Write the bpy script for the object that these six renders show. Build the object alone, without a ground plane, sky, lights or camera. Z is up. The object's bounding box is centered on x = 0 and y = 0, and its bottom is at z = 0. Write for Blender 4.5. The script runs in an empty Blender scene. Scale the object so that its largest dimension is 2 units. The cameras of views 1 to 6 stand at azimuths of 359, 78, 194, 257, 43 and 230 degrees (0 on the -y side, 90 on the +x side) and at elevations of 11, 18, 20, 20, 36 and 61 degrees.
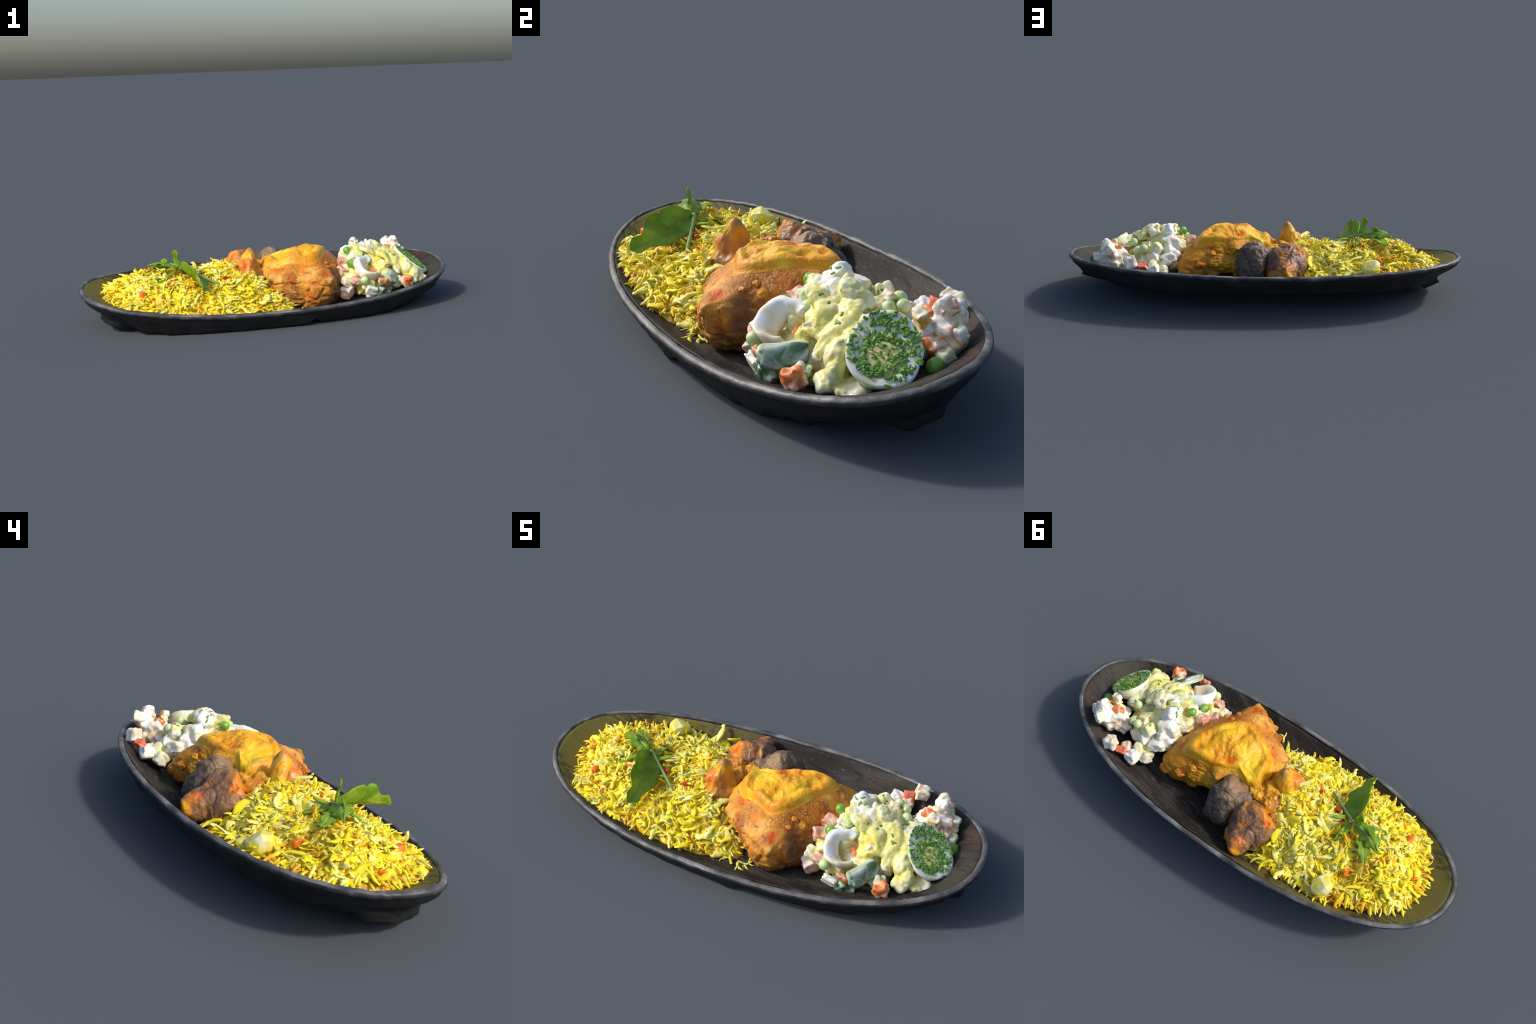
# Oval black stoneware platter with saffron rice, roast chicken, stewed liver and a dressed salad.
import bpy, bmesh, math, random
import numpy as np
from mathutils import Vector, Matrix
from mathutils.bvhtree import BVHTree

random.seed(7)
RNG = np.random.default_rng(11)
COL = bpy.context.scene.collection

# ------------------------------------------------------------------ numeric helpers
def _hash(ix, iy, iz, seed):
    h = (ix.astype(np.int64) * 374761393 + iy.astype(np.int64) * 668265263 + iz.astype(np.int64) * 2147483647 + seed * 974711) & 0x7FFFFFFF
    h = ((h ^ (h >> 13)) * 1274126177) & 0x7FFFFFFF
    h = ((h ^ (h >> 16)) * 1911520717) & 0x7FFFFFFF
    return h ^ (h >> 15)

def noise(P, freq=1.0, seed=0):
    """Gradient noise in about -1..1 at the points P (n,3)."""
    Q = np.asarray(P, float) * freq
    I = np.floor(Q).astype(np.int64)
    F = Q - I
    U = F * F * F * (F * (F * 6 - 15) + 10)
    out = np.zeros(len(Q))
    for dx in (0, 1):
        for dy in (0, 1):
            for dz in (0, 1):
                h = _hash(I[:, 0] + dx, I[:, 1] + dy, I[:, 2] + dz, seed)
                g = np.stack([(h & 255), ((h >> 8) & 255), ((h >> 16) & 255)], 1) / 127.5 - 1
                d = ((F - (dx, dy, dz)) * g).sum(1)
                w = np.abs(1 - dx - U[:, 0]) * np.abs(1 - dy - U[:, 1]) * np.abs(1 - dz - U[:, 2])
                out += d * w
    return out * 1.2

def fbm(P, freq, seed=0, octaves=3, gain=0.5):
    s, a = 0, 1.0
    for k in range(octaves):
        s = s + a * noise(P, freq * 2.03 ** k, seed + 17 * k)
        a *= gain
    return s

def ridged(P, freq, seed=0, octaves=2):
    s, a = 0, 1.0
    for k in range(octaves):
        s = s + a * (1 - 2 * np.abs(noise(P, freq * 2.1 ** k, seed + 31 * k)))
        a *= 0.5
    return s

def worley(P, freq, seed=0):
    """distances to the nearest and second nearest scattered cell point"""
    Q = np.asarray(P, float) * freq
    I = np.floor(Q).astype(np.int64)
    f1, f2 = np.full(len(Q), 9.0), np.full(len(Q), 9.0)
    for dx in (-1, 0, 1):
        for dy in (-1, 0, 1):
            for dz in (-1, 0, 1):
                J = I + (dx, dy, dz)
                h = _hash(J[:, 0], J[:, 1], J[:, 2], seed)
                c = J + np.stack([(h & 255), ((h >> 8) & 255), ((h >> 16) & 255)], 1) / 255.0
                d = np.linalg.norm(Q - c, axis=1)
                f2 = np.minimum(f2, np.maximum(d, f1))
                f1 = np.minimum(f1, d)
    return f1, f2

def crags(P, freq, seed=0, width=.22):
    """0 on rounded chunks, down to -1 in the creases between them"""
    W = P + .25 / freq * np.stack([noise(P, freq * 1.3, seed + 3 * k) for k in range(3)], 1)
    f1, f2 = worley(W, freq, seed)
    return -np.exp(-((f2 - f1) / width) ** 2)

def smooth(x, a, b):
    t = np.clip((np.asarray(x, float) - a) / (b - a), 0, 1)
    return t * t * (3 - 2 * t)

def rest(V):
    """nothing sinks through the platter: flatten what would reach below its inside"""
    V = V.copy()
    V[:, 2] = np.maximum(V[:, 2], floor_z(V[:, 0], V[:, 1]) - .002)
    return V

class RBF:
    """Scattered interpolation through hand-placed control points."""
    def __init__(self, X, y, eps=0.05, lam=1e-3):
        X, y = np.asarray(X, float), np.asarray(y, float)
        self.X, self.e = X, eps
        K = np.sqrt(((X[:, None] - X[None]) ** 2).sum(-1) + eps ** 2)
        n, d = X.shape
        A = np.zeros((n + d + 1, n + d + 1))
        A[:n, :n] = K - lam * np.eye(n)
        A[:n, n] = A[n, :n] = 1
        A[:n, n + 1:] = X
        A[n + 1:, :n] = X.T
        A[n + 1:, n + 1:] = -1e-3 * np.eye(d)
        self.w = np.linalg.solve(A, np.concatenate([y, np.zeros(d + 1)]))
    def __call__(self, Q):
        Q = np.asarray(Q, float)
        n = len(self.X)
        K = np.sqrt(((Q[:, None] - self.X[None]) ** 2).sum(-1) + self.e ** 2)
        return K @ self.w[:n] + self.w[n] + Q @ self.w[n + 1:]

def spline(pts, n, closed=False):
    """Catmull-Rom through the points, n samples."""
    P = np.asarray(pts, float)
    m = len(P)
    t = np.linspace(0, m if closed else m - 1, n, endpoint=not closed)
    i = np.minimum(np.floor(t).astype(int), (m - 1) if closed else (m - 2))
    f = (t - i)[:, None]
    g = (lambda k: P[k % m]) if closed else (lambda k: P[np.clip(k, 0, m - 1)])
    a, b, c, d = g(i - 1), g(i), g(i + 1), g(i + 2)
    return 0.5 * (2 * b + (c - a) * f + (2 * a - 5 * b + 4 * c - d) * f ** 2 + (3 * b - a - 3 * c + d) * f ** 3)

# ------------------------------------------------------------------ object helpers
def link(obj, parent=None):
    COL.objects.link(obj)
    if parent is not None:
        obj.parent = parent
    return obj

def empty(name, loc, label, category):
    o = bpy.data.objects.new(name, None)
    o.empty_display_size = 0.05
    o.location = loc
    o["label"], o["category"] = label, category
    return link(o)

def make(name, V, F, mat, parent=None, flat=False):
    me = bpy.data.meshes.new(name)
    me.from_pydata([tuple(map(float, v)) for v in V], [], [tuple(map(int, f)) for f in F])
    me.polygons.foreach_set("use_smooth", np.full(len(me.polygons), not flat))
    for m in (mat if isinstance(mat, (list, tuple)) else [mat]):
        me.materials.append(m)
    me.update()
    o = bpy.data.objects.new(name, me)
    link(o)
    if parent is not None:
        o.parent = parent
        o.matrix_parent_inverse = Matrix.Translation(-parent.location)
    return o

def grid_faces(n, m, wrap=True):
    """faces of n rings of m points each"""
    F = []
    for i in range(n - 1):
        for j in range(m if wrap else m - 1):
            k = (j + 1) % m
            F.append((i * m + j, i * m + k, (i + 1) * m + k, (i + 1) * m + j))
    return F

_ico = {}
def ico(sub):
    if sub not in _ico:
        bm = bmesh.new()
        bmesh.ops.create_icosphere(bm, subdivisions=sub, radius=1)
        bm.verts.ensure_lookup_table()
        _ico[sub] = (np.array([v.co[:] for v in bm.verts]), np.array([[v.index for v in f.verts] for f in bm.faces]))
        bm.free()
    return _ico[sub]

def star(center, pts, sub=6, eps=0.25, lam=2e-3):
    """Closed body round a centre whose surface runs through the control points."""
    D, F = ico(sub)
    C = np.asarray(center, float)
    R = np.asarray(pts, float) - C
    r = np.linalg.norm(R, axis=1)
    f = RBF(R / r[:, None], r, eps, lam)
    rad = np.maximum(f(D), 0.25 * r.min())
    return C + D * rad[:, None], D, F

def normals(V, F):
    F = np.asarray(F)
    n = np.cross(V[F[:, 1]] - V[F[:, 0]], V[F[:, 2]] - V[F[:, 0]])
    N = np.zeros_like(V)
    for k in range(F.shape[1]):
        np.add.at(N, F[:, k], n)
    return N / (np.linalg.norm(N, axis=1)[:, None] + 1e-12)

def tube(path, radii, sides=10, squash=1.0, cap=True):
    """swept round section along a path"""
    P = np.asarray(path, float)
    n = len(P)
    T = np.gradient(P, axis=0)
    T /= np.linalg.norm(T, axis=1)[:, None] + 1e-12
    up = np.array([0, 0, 1.0]) if abs(T[0][2]) < 0.9 else np.array([1.0, 0, 0])
    V = []
    a = np.linspace(0, 2 * math.pi, sides, endpoint=False)
    for i in range(n):
        s = np.cross(T[i], up)
        s /= np.linalg.norm(s) + 1e-12
        u = np.cross(s, T[i])
        up = u
        V.append(P[i] + radii[i] * (np.cos(a)[:, None] * s + squash * np.sin(a)[:, None] * u))
    V = np.concatenate(V)
    F = grid_faces(n, sides)
    if cap:
        F = F + [tuple(range(sides - 1, -1, -1)), tuple(range((n - 1) * sides, n * sides))]
    return V, F

def frame(normal, along=(1, 0, 0)):
    z = np.asarray(normal, float); z = z / np.linalg.norm(z)
    x = np.asarray(along, float); x = x - z * (x @ z); x /= np.linalg.norm(x)
    return np.stack([x, np.cross(z, x), z], 1)

def rounded_box(size, bevel=0.18, wobble=0.04, seed=0, sub=8):
    """a slightly irregular diced cube, centred on the origin"""
    bm = bmesh.new()
    bmesh.ops.create_cube(bm, size=1.0)
    bmesh.ops.subdivide_edges(bm, edges=bm.edges[:], cuts=sub, use_grid_fill=True)
    bm.verts.ensure_lookup_table()
    V = np.array([v.co[:] for v in bm.verts]) * 2
    F = [tuple(v.index for v in f.verts) for f in bm.faces]
    bm.free()
    core = np.clip(V, -1 + bevel, 1 - bevel)
    d = V - core
    l = np.linalg.norm(d, axis=1)[:, None]
    V = core + d / np.maximum(l, 1e-9) * np.minimum(l, bevel)
    V = V + wobble * np.stack([fbm(V + 9.7 * k, 0.9, seed + k, 2) for k in range(3)], 1) * 2
    return V * np.asarray(size) / 2, F

# ------------------------------------------------------------------ materials
def paint(name, stops, scale=8.0, detail=5.0, rough=0.5, specks=(), spots=(), bump=None, spec=0.4, coat=0.0,
          stretch=(1, 1, 1), sss=0.0, vary=0.0, distort=0.6, translucent=0.0, sheen=0.0):
    """Principled material: a noise-driven ramp, patches (noise thresholds) and spots (soft spheres in object space)."""
    m = bpy.data.materials.new(name)
    m.use_nodes = True
    nt = m.node_tree
    N, L = nt.nodes, nt.links
    bsdf = N["Principled BSDF"]
    tc = N.new("ShaderNodeTexCoord")
    mp = N.new("ShaderNodeMapping")
    mp.inputs["Scale"].default_value = stretch
    L.new(tc.outputs["Object"], mp.inputs["Vector"])
    def tex(sc, det=4.0, dist=0.0, src=None):
        t = N.new("ShaderNodeTexNoise")
        t.inputs["Scale"].default_value = sc
        t.inputs["Detail"].default_value = det
        t.inputs["Distortion"].default_value = dist
        L.new(src or mp.outputs["Vector"], t.inputs["Vector"])
        return t.outputs["Fac"]
    def mix(fac, a, b):
        x = N.new("ShaderNodeMix")
        x.data_type = "RGBA"
        L.new(fac, x.inputs["Factor"])
        L.new(a, x.inputs[6])
        if hasattr(b, "is_linked"):
            L.new(b, x.inputs[7])
        else:
            x.inputs[7].default_value = (*b, 1)
        return x.outputs[2]
    def rng(v, a, b, lo=0.0, hi=1.0):
        x = N.new("ShaderNodeMapRange")
        x.interpolation_type = "SMOOTHSTEP"
        for k, val in zip(("From Min", "From Max", "To Min", "To Max"), (a, b, lo, hi)):
            x.inputs[k].default_value = val
        L.new(v, x.inputs["Value"])
        return x.outputs["Result"]
    ramp = N.new("ShaderNodeValToRGB")
    els = ramp.color_ramp.elements
    while len(els) < len(stops):
        els.new(0.5)
    for e, (p, c) in zip(els, stops):
        e.position, e.color = p, (*c, 1)
    L.new(tex(scale, detail, distort), ramp.inputs["Fac"])
    col = ramp.outputs["Color"]
    for (c, sc, lo, hi, amt) in specks:
        shifted = N.new("ShaderNodeVectorMath")
        shifted.inputs[1].default_value = (sc * 0.37 + 3, lo * 17, sc * 0.11)
        L.new(mp.outputs["Vector"], shifted.inputs[0])
        col = mix(rng(tex(sc, 3.0, 0.4, shifted.outputs[0]), lo, hi, 0, amt), col, c)
    if spots:
        wob = tex(16.0, 4.0, 0.3)
    for (p, r, soft, c, amt) in spots:
        d = N.new("ShaderNodeVectorMath")
        d.operation = "DISTANCE"
        d.inputs[1].default_value = p
        L.new(tc.outputs["Object"], d.inputs[0])
        a = N.new("ShaderNodeMath")
        a.operation = "MULTIPLY_ADD"
        a.inputs[1].default_value = r * 1.3
        L.new(wob, a.inputs[0])
        L.new(d.outputs["Value"], a.inputs[2])
        col = mix(rng(a.outputs[0], r * 0.65 + r * (1 - soft), r * 0.65 + r, amt, 0.0), col, c)
    if vary:
        oi = N.new("ShaderNodeObjectInfo")
        hs = N.new("ShaderNodeHueSaturation")
        L.new(rng(oi.outputs["Random"], 0, 1, 1 - vary, 1 + vary * 0.6), hs.inputs["Value"])
        L.new(col, hs.inputs["Color"])
        col = hs.outputs["Color"]
    L.new(col, bsdf.inputs["Base Color"])
    bsdf.inputs["Roughness"].default_value = rough
    bsdf.inputs["Specular IOR Level"].default_value = spec
    bsdf.inputs["Coat Weight"].default_value = coat
    bsdf.inputs["Coat Roughness"].default_value = 0.25
    if sss:
        bsdf.inputs["Subsurface Weight"].default_value = sss
        bsdf.inputs["Subsurface Radius"].default_value = (0.02, 0.014, 0.006)
        bsdf.inputs["Subsurface Scale"].default_value = 0.5
    if bump:
        for k, (bs, strength, dist) in enumerate(bump if isinstance(bump[0], tuple) else [bump]):
            b = N.new("ShaderNodeBump")
            b.inputs["Strength"].default_value = strength
            b.inputs["Distance"].default_value = dist
            L.new(tex(bs, 5.0, 0.2), b.inputs["Height"])
            if k:
                L.new(prev, b.inputs["Normal"])
            prev = b.outputs["Normal"]
        L.new(prev, bsdf.inputs["Normal"])
    if translucent:
        tr = N.new("ShaderNodeBsdfTranslucent")
        L.new(col, tr.inputs["Color"])
        ms = N.new("ShaderNodeMixShader")
        ms.inputs[0].default_value = translucent
        L.new(bsdf.outputs[0], ms.inputs[1])
        L.new(tr.outputs[0], ms.inputs[2])
        L.new(ms.outputs[0], N["Material Output"].inputs["Surface"])
    return m

# ------------------------------------------------------------------ the platter
# rim crest: a superellipse turned 14 degrees in plan, the far side standing higher, the ends lifted
A, B, CX, CY, PHI, POW = 0.997, 0.3924, -0.0063, -0.0002, 0.243, 2.3435
Z0, ZS, Z2 = 0.1825, 0.0615, 0.0253
RHO = [0, .3, .5, .7, .8, .9, .95, 1]
DEEP = [.106, .105, .100, .084, .064, .034, .017, 0]
MORE = [.016, .016, .018, .024, .024, .018, .009, 0]        # the far side and the ends are hollowed deeper than the near side

def to_local(x, y):
    X, Y = x - CX, y - CY
    c, s = math.cos(PHI), math.sin(PHI)
    return X * c + Y * s, -X * s + Y * c

def to_world(xl, yl):
    c, s = math.cos(PHI), math.sin(PHI)
    return CX + xl * c - yl * s, CY + xl * s + yl * c

def floor_z(x, y):
    """height of the platter's inside above a point of the plan"""
    xl, yl = to_local(np.asarray(x, float), np.asarray(y, float))
    u, v = xl / A, yl / B
    rho = (np.abs(u) ** POW + np.abs(v) ** POW) ** (1 / POW)
    return Z0 + ZS * v + Z2 * np.cos(2 * np.arctan2(v, u)) * rho ** 2 - np.interp(rho, RHO, DEEP) - np.interp(rho, RHO, MORE) * np.maximum(smooth(v, -.35, .35) * (1 - .5 * smooth(-u, .5, .8)), .45 * smooth(np.abs(u), .55, .8))

def rim_reach(x, y):
    """0 at the middle of the platter, 1 at the crest of its rim"""
    xl, yl = to_local(np.asarray(x, float), np.asarray(y, float))
    return (np.abs(xl / A) ** POW + np.abs(yl / B) ** POW) ** (1 / POW)

def shave(v, center, seed, cuts, lo, hi, keep=9.0):
    """broken faces: random planes shave a lump flat"""
    c, r = np.asarray(center, float), np.random.default_rng(seed)
    for _ in range(cuts):
        d = r.normal(size=3); d /= np.linalg.norm(d)
        cut = r.uniform(lo, hi)
        if d[1] > keep:
            continue
        h = (v - c) @ d
        v = v - np.maximum(0, h - h.max() * cut)[:, None] * d * .92
    return v

SEG = 288
TT = np.linspace(0, 2 * math.pi, SEG, endpoint=False)

def ring(inset, drop, scale=None, plane=None):
    """one ring of the platter: offset inwards from the crest by `inset` metres and down by `drop`"""
    c, s = np.cos(TT), np.sin(TT)
    a, b = (A - inset, B - inset) if scale is None else (A * scale, B * scale)
    xl = a * np.sign(c) * np.abs(c) ** (2 / POW)
    yl = b * np.sign(s) * np.abs(s) ** (2 / POW) * (1 + 0.0188 * c)
    xl = np.where(xl > 0, xl * (1 + .014 * np.abs(c) ** 6), xl)
    if scale is None:
        yl = yl + 0.012 * s ** 3
    k = 1.0 if scale is None else scale
    z = Z0 + ZS * yl / B + Z2 * np.cos(2 * np.arctan2(yl / B, xl / A)) * k * k - drop
    x, y = to_world(xl, yl)
    return np.stack([x, y, z], 1)

def underside(x, y):
    """tilted plane of the base, clipped at the table; notched once on the near side"""
    xl, yl = to_local(x, y)
    z = 0.046 + 0.15 * yl + 0.035 * np.exp(-((xl - .14) / .035) ** 2) * smooth(-yl, 0.15, 0.3)
    return np.maximum(z, 0.0)

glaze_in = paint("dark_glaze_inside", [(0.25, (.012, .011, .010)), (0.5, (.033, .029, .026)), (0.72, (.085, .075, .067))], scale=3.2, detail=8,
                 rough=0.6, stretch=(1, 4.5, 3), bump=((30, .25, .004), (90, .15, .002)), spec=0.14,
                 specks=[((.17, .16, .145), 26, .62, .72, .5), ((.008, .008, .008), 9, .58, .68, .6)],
                 spots=[((-.90, -.20, .17), .36, .7, (.17, .145, .036), .95), ((-.62, .2, .2), .24, .8, (.19, .155, .034), .9),  # olive tints at the left end: rice-yellow reflection painted into the glaze
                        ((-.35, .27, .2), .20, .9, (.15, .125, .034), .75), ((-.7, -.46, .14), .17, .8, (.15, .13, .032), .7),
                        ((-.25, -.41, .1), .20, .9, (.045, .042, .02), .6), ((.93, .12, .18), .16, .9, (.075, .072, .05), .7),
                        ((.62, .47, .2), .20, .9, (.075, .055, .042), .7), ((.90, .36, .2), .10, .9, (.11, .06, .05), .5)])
glaze_out = paint("black_glaze_outside", [(0.3, (.008, .008, .009)), (0.6, (.017, .017, .018)), (0.85, (.034, .032, .030))], scale=7, detail=6, rough=0.6,
                  bump=((14, .4, .012), (50, .2, .004)), spec=0.3)
glaze_rim = paint("rim_glaze_painted_glints", [(0.3, (.020, .019, .022)), (0.5, (.040, .039, .043)), (0.64, (.085, .083, .088)), (0.80, (.22, .215, .21))], scale=11, detail=5,  # palest stops are glossy streaks baked into the rim colour
                  rough=0.46, bump=((26, .5, .008), (80, .3, .003)), spec=0.32)

dish = empty("oval_serving_platter", (0, 0, 0), "long oval black stoneware platter with lifted ends", "serving dish")

def hammer(V, amp, freq, seed):
    N = np.stack([noise(V + 5 * k, freq, seed + k) for k in range(3)], 1)
    return V + amp * N

# outside: lip, wall, waist above the foot and a ragged foot that spreads under both ends
ct, st = np.cos(TT), np.sin(TT)
END = np.abs(ct) ** 5
LEFT, RIGHT = END * (ct < 0), END * (ct > 0)
jag = noise(np.stack([ct * 4, st * 2.5, TT * 0], 1), 2.0, 21)
jag2 = noise(np.stack([ct * 11, st * 5, TT * 0], 1), 2.0, 22)
LUG_L = np.exp(-((TT - math.radians(186)) / math.radians(23)) ** 6)
LUG_R = np.exp(-((((TT + math.pi) % (2 * math.pi) - math.pi) + math.radians(5)) / math.radians(11)) ** 4)
LUG = np.clip(LUG_L + LUG_R, 0, 1)
def wall(side, left, right, frac, rag=0.0):
    ins = side * (1 - END) + left * LEFT + right * RIGHT + rag * (.8 * jag + .7 * jag2) - 1.6 * rag * np.exp(-((ct * A - .05) / .06) ** 2) * (st < 0)
    c, s = ct, st
    xl = (A - ins) * np.sign(c) * np.abs(c) ** (2 / POW)
    yl = (B - ins) * np.sign(s) * np.abs(s) ** (2 / POW) * (1 + 0.0188 * c) + .012 * s ** 3
    xl = np.where(xl > 0, xl * (1 + .014 * np.abs(c) ** 6), xl)
    x, y = to_world(xl, yl)
    crest = ring(0, 0)[:, 2]
    zb = underside(x, y) + .006 * np.clip(jag + jag2, -.6, 1.2) - .028 * LUG_L - .008 * LUG_R + END * (1 - LUG) * .014 + .014 * smooth(st, 0, .6)
    zb = np.maximum(zb, 0.0)
    return np.stack([x, y, crest * (1 - frac) + zb * frac], 1)
outer = [wall(-.007, -.006, -.004, .10), wall(-.004, .004, .000, .24), wall(.000, .034, .010, .36), wall(.006, .076, .030, .50, .003), wall(.012, .102, .043, .60, .005),
         wall(.018, .108, .050, .68, .008)]
for side, left, right, fr_, rag in ((.024, .086, .034, .78, .010), (.031, .125, .105, .91, .012), (.040, .165, .18, 1.0, .012)):
    a, b = wall(side, left, right, fr_, rag), wall(side, left + .045 * (fr_ < 1), right + .06 * (fr_ < 1), fr_, rag)
    outer.append(a * LUG[:, None] + b * (1 - LUG[:, None]))      # lugs stand out below the ends, the rest tucks in
base_rings = []
for k, sc in enumerate((.79, .70, .45, .2)):
    r = ring(0, 0, scale=sc)
    r[:, 2] = np.minimum(underside(r[:, 0], r[:, 1]) + .014 + .004 * k, floor_z(r[:, 0], r[:, 1]) - .006)
    r[:, 2] = np.maximum(r[:, 2], .003)
    base_rings.append(r)
inner = []
for s in (0.15, 0.3, 0.45, 0.55, 0.63, 0.7, 0.75, 0.8, 0.84, 0.88, 0.91, 0.935, 0.955, 0.972, 0.984, 0.993):
    r = ring(0, 0, scale=s)
    r[:, 2] = floor_z(r[:, 0], r[:, 1]) - (.006 if s > .99 else 0)
    inner.append(r)
ob = np.concatenate(outer + base_rings)
ob = hammer(ob, 0.004, 11, 3)
ob[:, 2] = np.maximum(ob[:, 2], 0)
nring = len(outer) + len(base_rings)
F = grid_faces(nring, SEG)[:]
F.append(tuple(range((nring - 1) * SEG, nring * SEG)))
make("outer_wall", ob, [f[::-1] for f in F], glaze_out, dish)
ib = np.concatenate(inner)
ib[:, 2] += 0.0025 * noise(ib * (1, 3, 1), 14, 5)
FI = grid_faces(len(inner), SEG)
FI.append(tuple(range(SEG - 1, -1, -1)))
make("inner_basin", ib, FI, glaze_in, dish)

# rim: rolled lip with a hammered edge
prof = []
for k in range(12):
    a = k / 12 * 2 * math.pi
    prof.append((0.003 - 0.0175 * math.cos(a) * (1.0 if math.cos(a) > 0 else 0.45), 0.012 - 0.012 * math.sin(a) * (1.0 if math.sin(a) > 0 else 1.2)))
rr = np.concatenate([ring(i, d) for i, d in prof])
rr = rr.reshape(12, SEG, 3)
edge = 0.0035 * noise(np.stack([np.cos(TT) * 3, np.sin(TT) * 3, TT * 0], 1), 6, 8) + 0.0022 * noise(np.stack([np.cos(TT) * 9, np.sin(TT) * 9, TT * 0], 1), 6, 9)
rr[:, :, 2] += edge
rr = hammer(rr.reshape(-1, 3), 0.0016, 26, 12)
FR = grid_faces(12, SEG) + [((11) * SEG + j, 11 * SEG + (j + 1) % SEG, (j + 1) % SEG, j) for j in range(SEG)]
rim_highlight = paint("rim_painted_highlight", [(0.3, (.035, .034, .037)), (0.48, (.085, .083, .088)), (0.62, (.17, .168, .17)), (0.8, (.34, .33, .32))], scale=9, detail=6, rough=.42, stretch=(1, 1, 1), bump=((26, .4, .006), (80, .3, .003)), spec=.35)
rim = make("rolled_rim", rr, [f[::-1] for f in FR], [glaze_rim, rim_highlight], dish)
for p in rim.data.polygons:
    k = p.index // SEG
    a = (k + .5) / 12 * 2 * math.pi
    p.material_index = 1 if math.sin(a) > .4 and math.cos(a) < .75 else 0  # top faces get the lightened colour, a drawn highlight line

# ------------------------------------------------------------------ rice
rice_ctrl = [(-.42, -.26, .240), (-.445, -.22, .248), (-.40, -.31, .205), (.08, -.21, .105), (.05, -.17, .13), (-.232, -.174, .225), (-.597, .007, .215), (-.646, -.33, .18), (-.823, -.277, .162), (-.609, -.277, .225), (-.41, -.15, .245),
             (-.217, -.085, .268), (-.219, .047, .258), (-.367, -.372, .140), (.019, -.262, .098), (-.017, -.209, .150), (-.267, -.22, .20),
             (-.64, -.12, .272), (-.70, -.2, .245), (-.55, -.16, .262), (-.586, .12, .205), (-.31, .15, .192), (-.45, .06, .222), (-.79, -.12, .215),
             (-.364, -.25, .20), (-.338, -.36, .155), (-.465, -.049, .258), (-.626, -.06, .268), (-.57, -.246, .236), (-.11, -.15, .225),
             (-.12, -.27, .165), (-.03, -.05, .19), (-.45, -.39, .135), (-.52, -.37, .16), (-.74, -.36, .16), (-.25, -.33, .15), (-.75, -.03, .205),
             (-.40, .17, .190), (-.52, .006, .232), (-.473, .034, .208), (-.582, -.022, .232), (-.663, .029, .203), (-.748, -.066, .228), (-.775, -.203, .185), (-.691, -.107, .258), (-.112, -.193, .235),
             (-.076, -.161, .232), (-.859, -.262, .175), (-.469, -.373, .148), (-.642, -.255, .230), (-.24, -.21, .218), (-.33, .10, .215), (-.45, .13, .200), (-.5, -.28, .215)]
rice_edge = [(.135, -.222), (.10, -.262), (.03, -.305), (-.017, -.335), (-.075, -.375), (-.134, -.405), (-.192, -.408), (-.262, -.424), (-.355, -.436), (-.42, -.446),
             (-.476, -.458), (-.56, -.462), (-.650, -.462), (-.715, -.446), (-.762, -.40), (-.805, -.345), (-.862, -.285), (-.890, -.235), (-.895, -.174), (-.890, -.093),
             (-.84, .004), (-.80, .042), (-.728, .096), (-.678, .130), (-.63, .18), (-.56, .206), (-.508, .205), (-.444, .231), (-.331, .264),
             (-.25, .265), (-.16, .20), (-.07, .10), (-.01, -.01), (.04, -.11), (.10, -.16)]
RC = np.array([-.42, -.1])
rice_edge = [tuple(RC + (np.array(p) - RC) * (.965 if p[0] < -.05 else 1)) for p in rice_edge]
edge_loop = spline(rice_edge, 400, closed=True)
edge_ang = np.arctan2(edge_loop[:, 1] - RC[1], edge_loop[:, 0] - RC[0])
edge_rad = np.hypot(edge_loop[:, 0] - RC[0], edge_loop[:, 1] - RC[1])
order = np.argsort(edge_ang)
def edge_radius(t):
    return np.interp((t + math.pi) % (2 * math.pi) - math.pi, edge_ang[order], edge_rad[order], period=2 * math.pi)
rx = np.array([p[:2] for p in rice_ctrl] + [tuple(p) for p in spline(rice_edge, 60, closed=True)])
rh = np.array([p[2] - floor_z(p[0], p[1]) - .025 for p in rice_ctrl] + [0.002] * 60)
rice_height = RBF(rx, rh, 0.03, 2e-3)

def rice_surface(t, s):
    """displaced rice surface at angle t and relative radius s"""
    r = edge_radius(t) * s
    x, y = RC[0] + r * np.cos(t), RC[1] + r * np.sin(t)
    h = rice_height(np.stack([x, y], 1))
    h = np.maximum(h, .002) + .016 * noise(np.stack([x, y, 0 * x], 1), 17, 48) * smooth(s, .6, .95) - .020 * smooth(s, .95, 1.0)
    P = np.stack([x, y, floor_z(x, y) + h], 1)
    k = smooth(1 - s, 0, .12)
    Q = P + .02 * np.stack([noise(P, 12, 45), noise(P, 12, 46), 0 * s], 1)
    P[:, 2] += k * (0.020 * (ridged(Q * (1, 1, .5), 9, 40) - .4) + 0.008 * ridged(Q, 27, 41, 1) + .012 * crags(Q * (1, 1, .4), 16, 47, .3))
    P[:, 0] += k * 0.012 * noise(P, 20, 43)
    P[:, 1] += k * 0.012 * noise(P, 20, 44)
    return P

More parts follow.
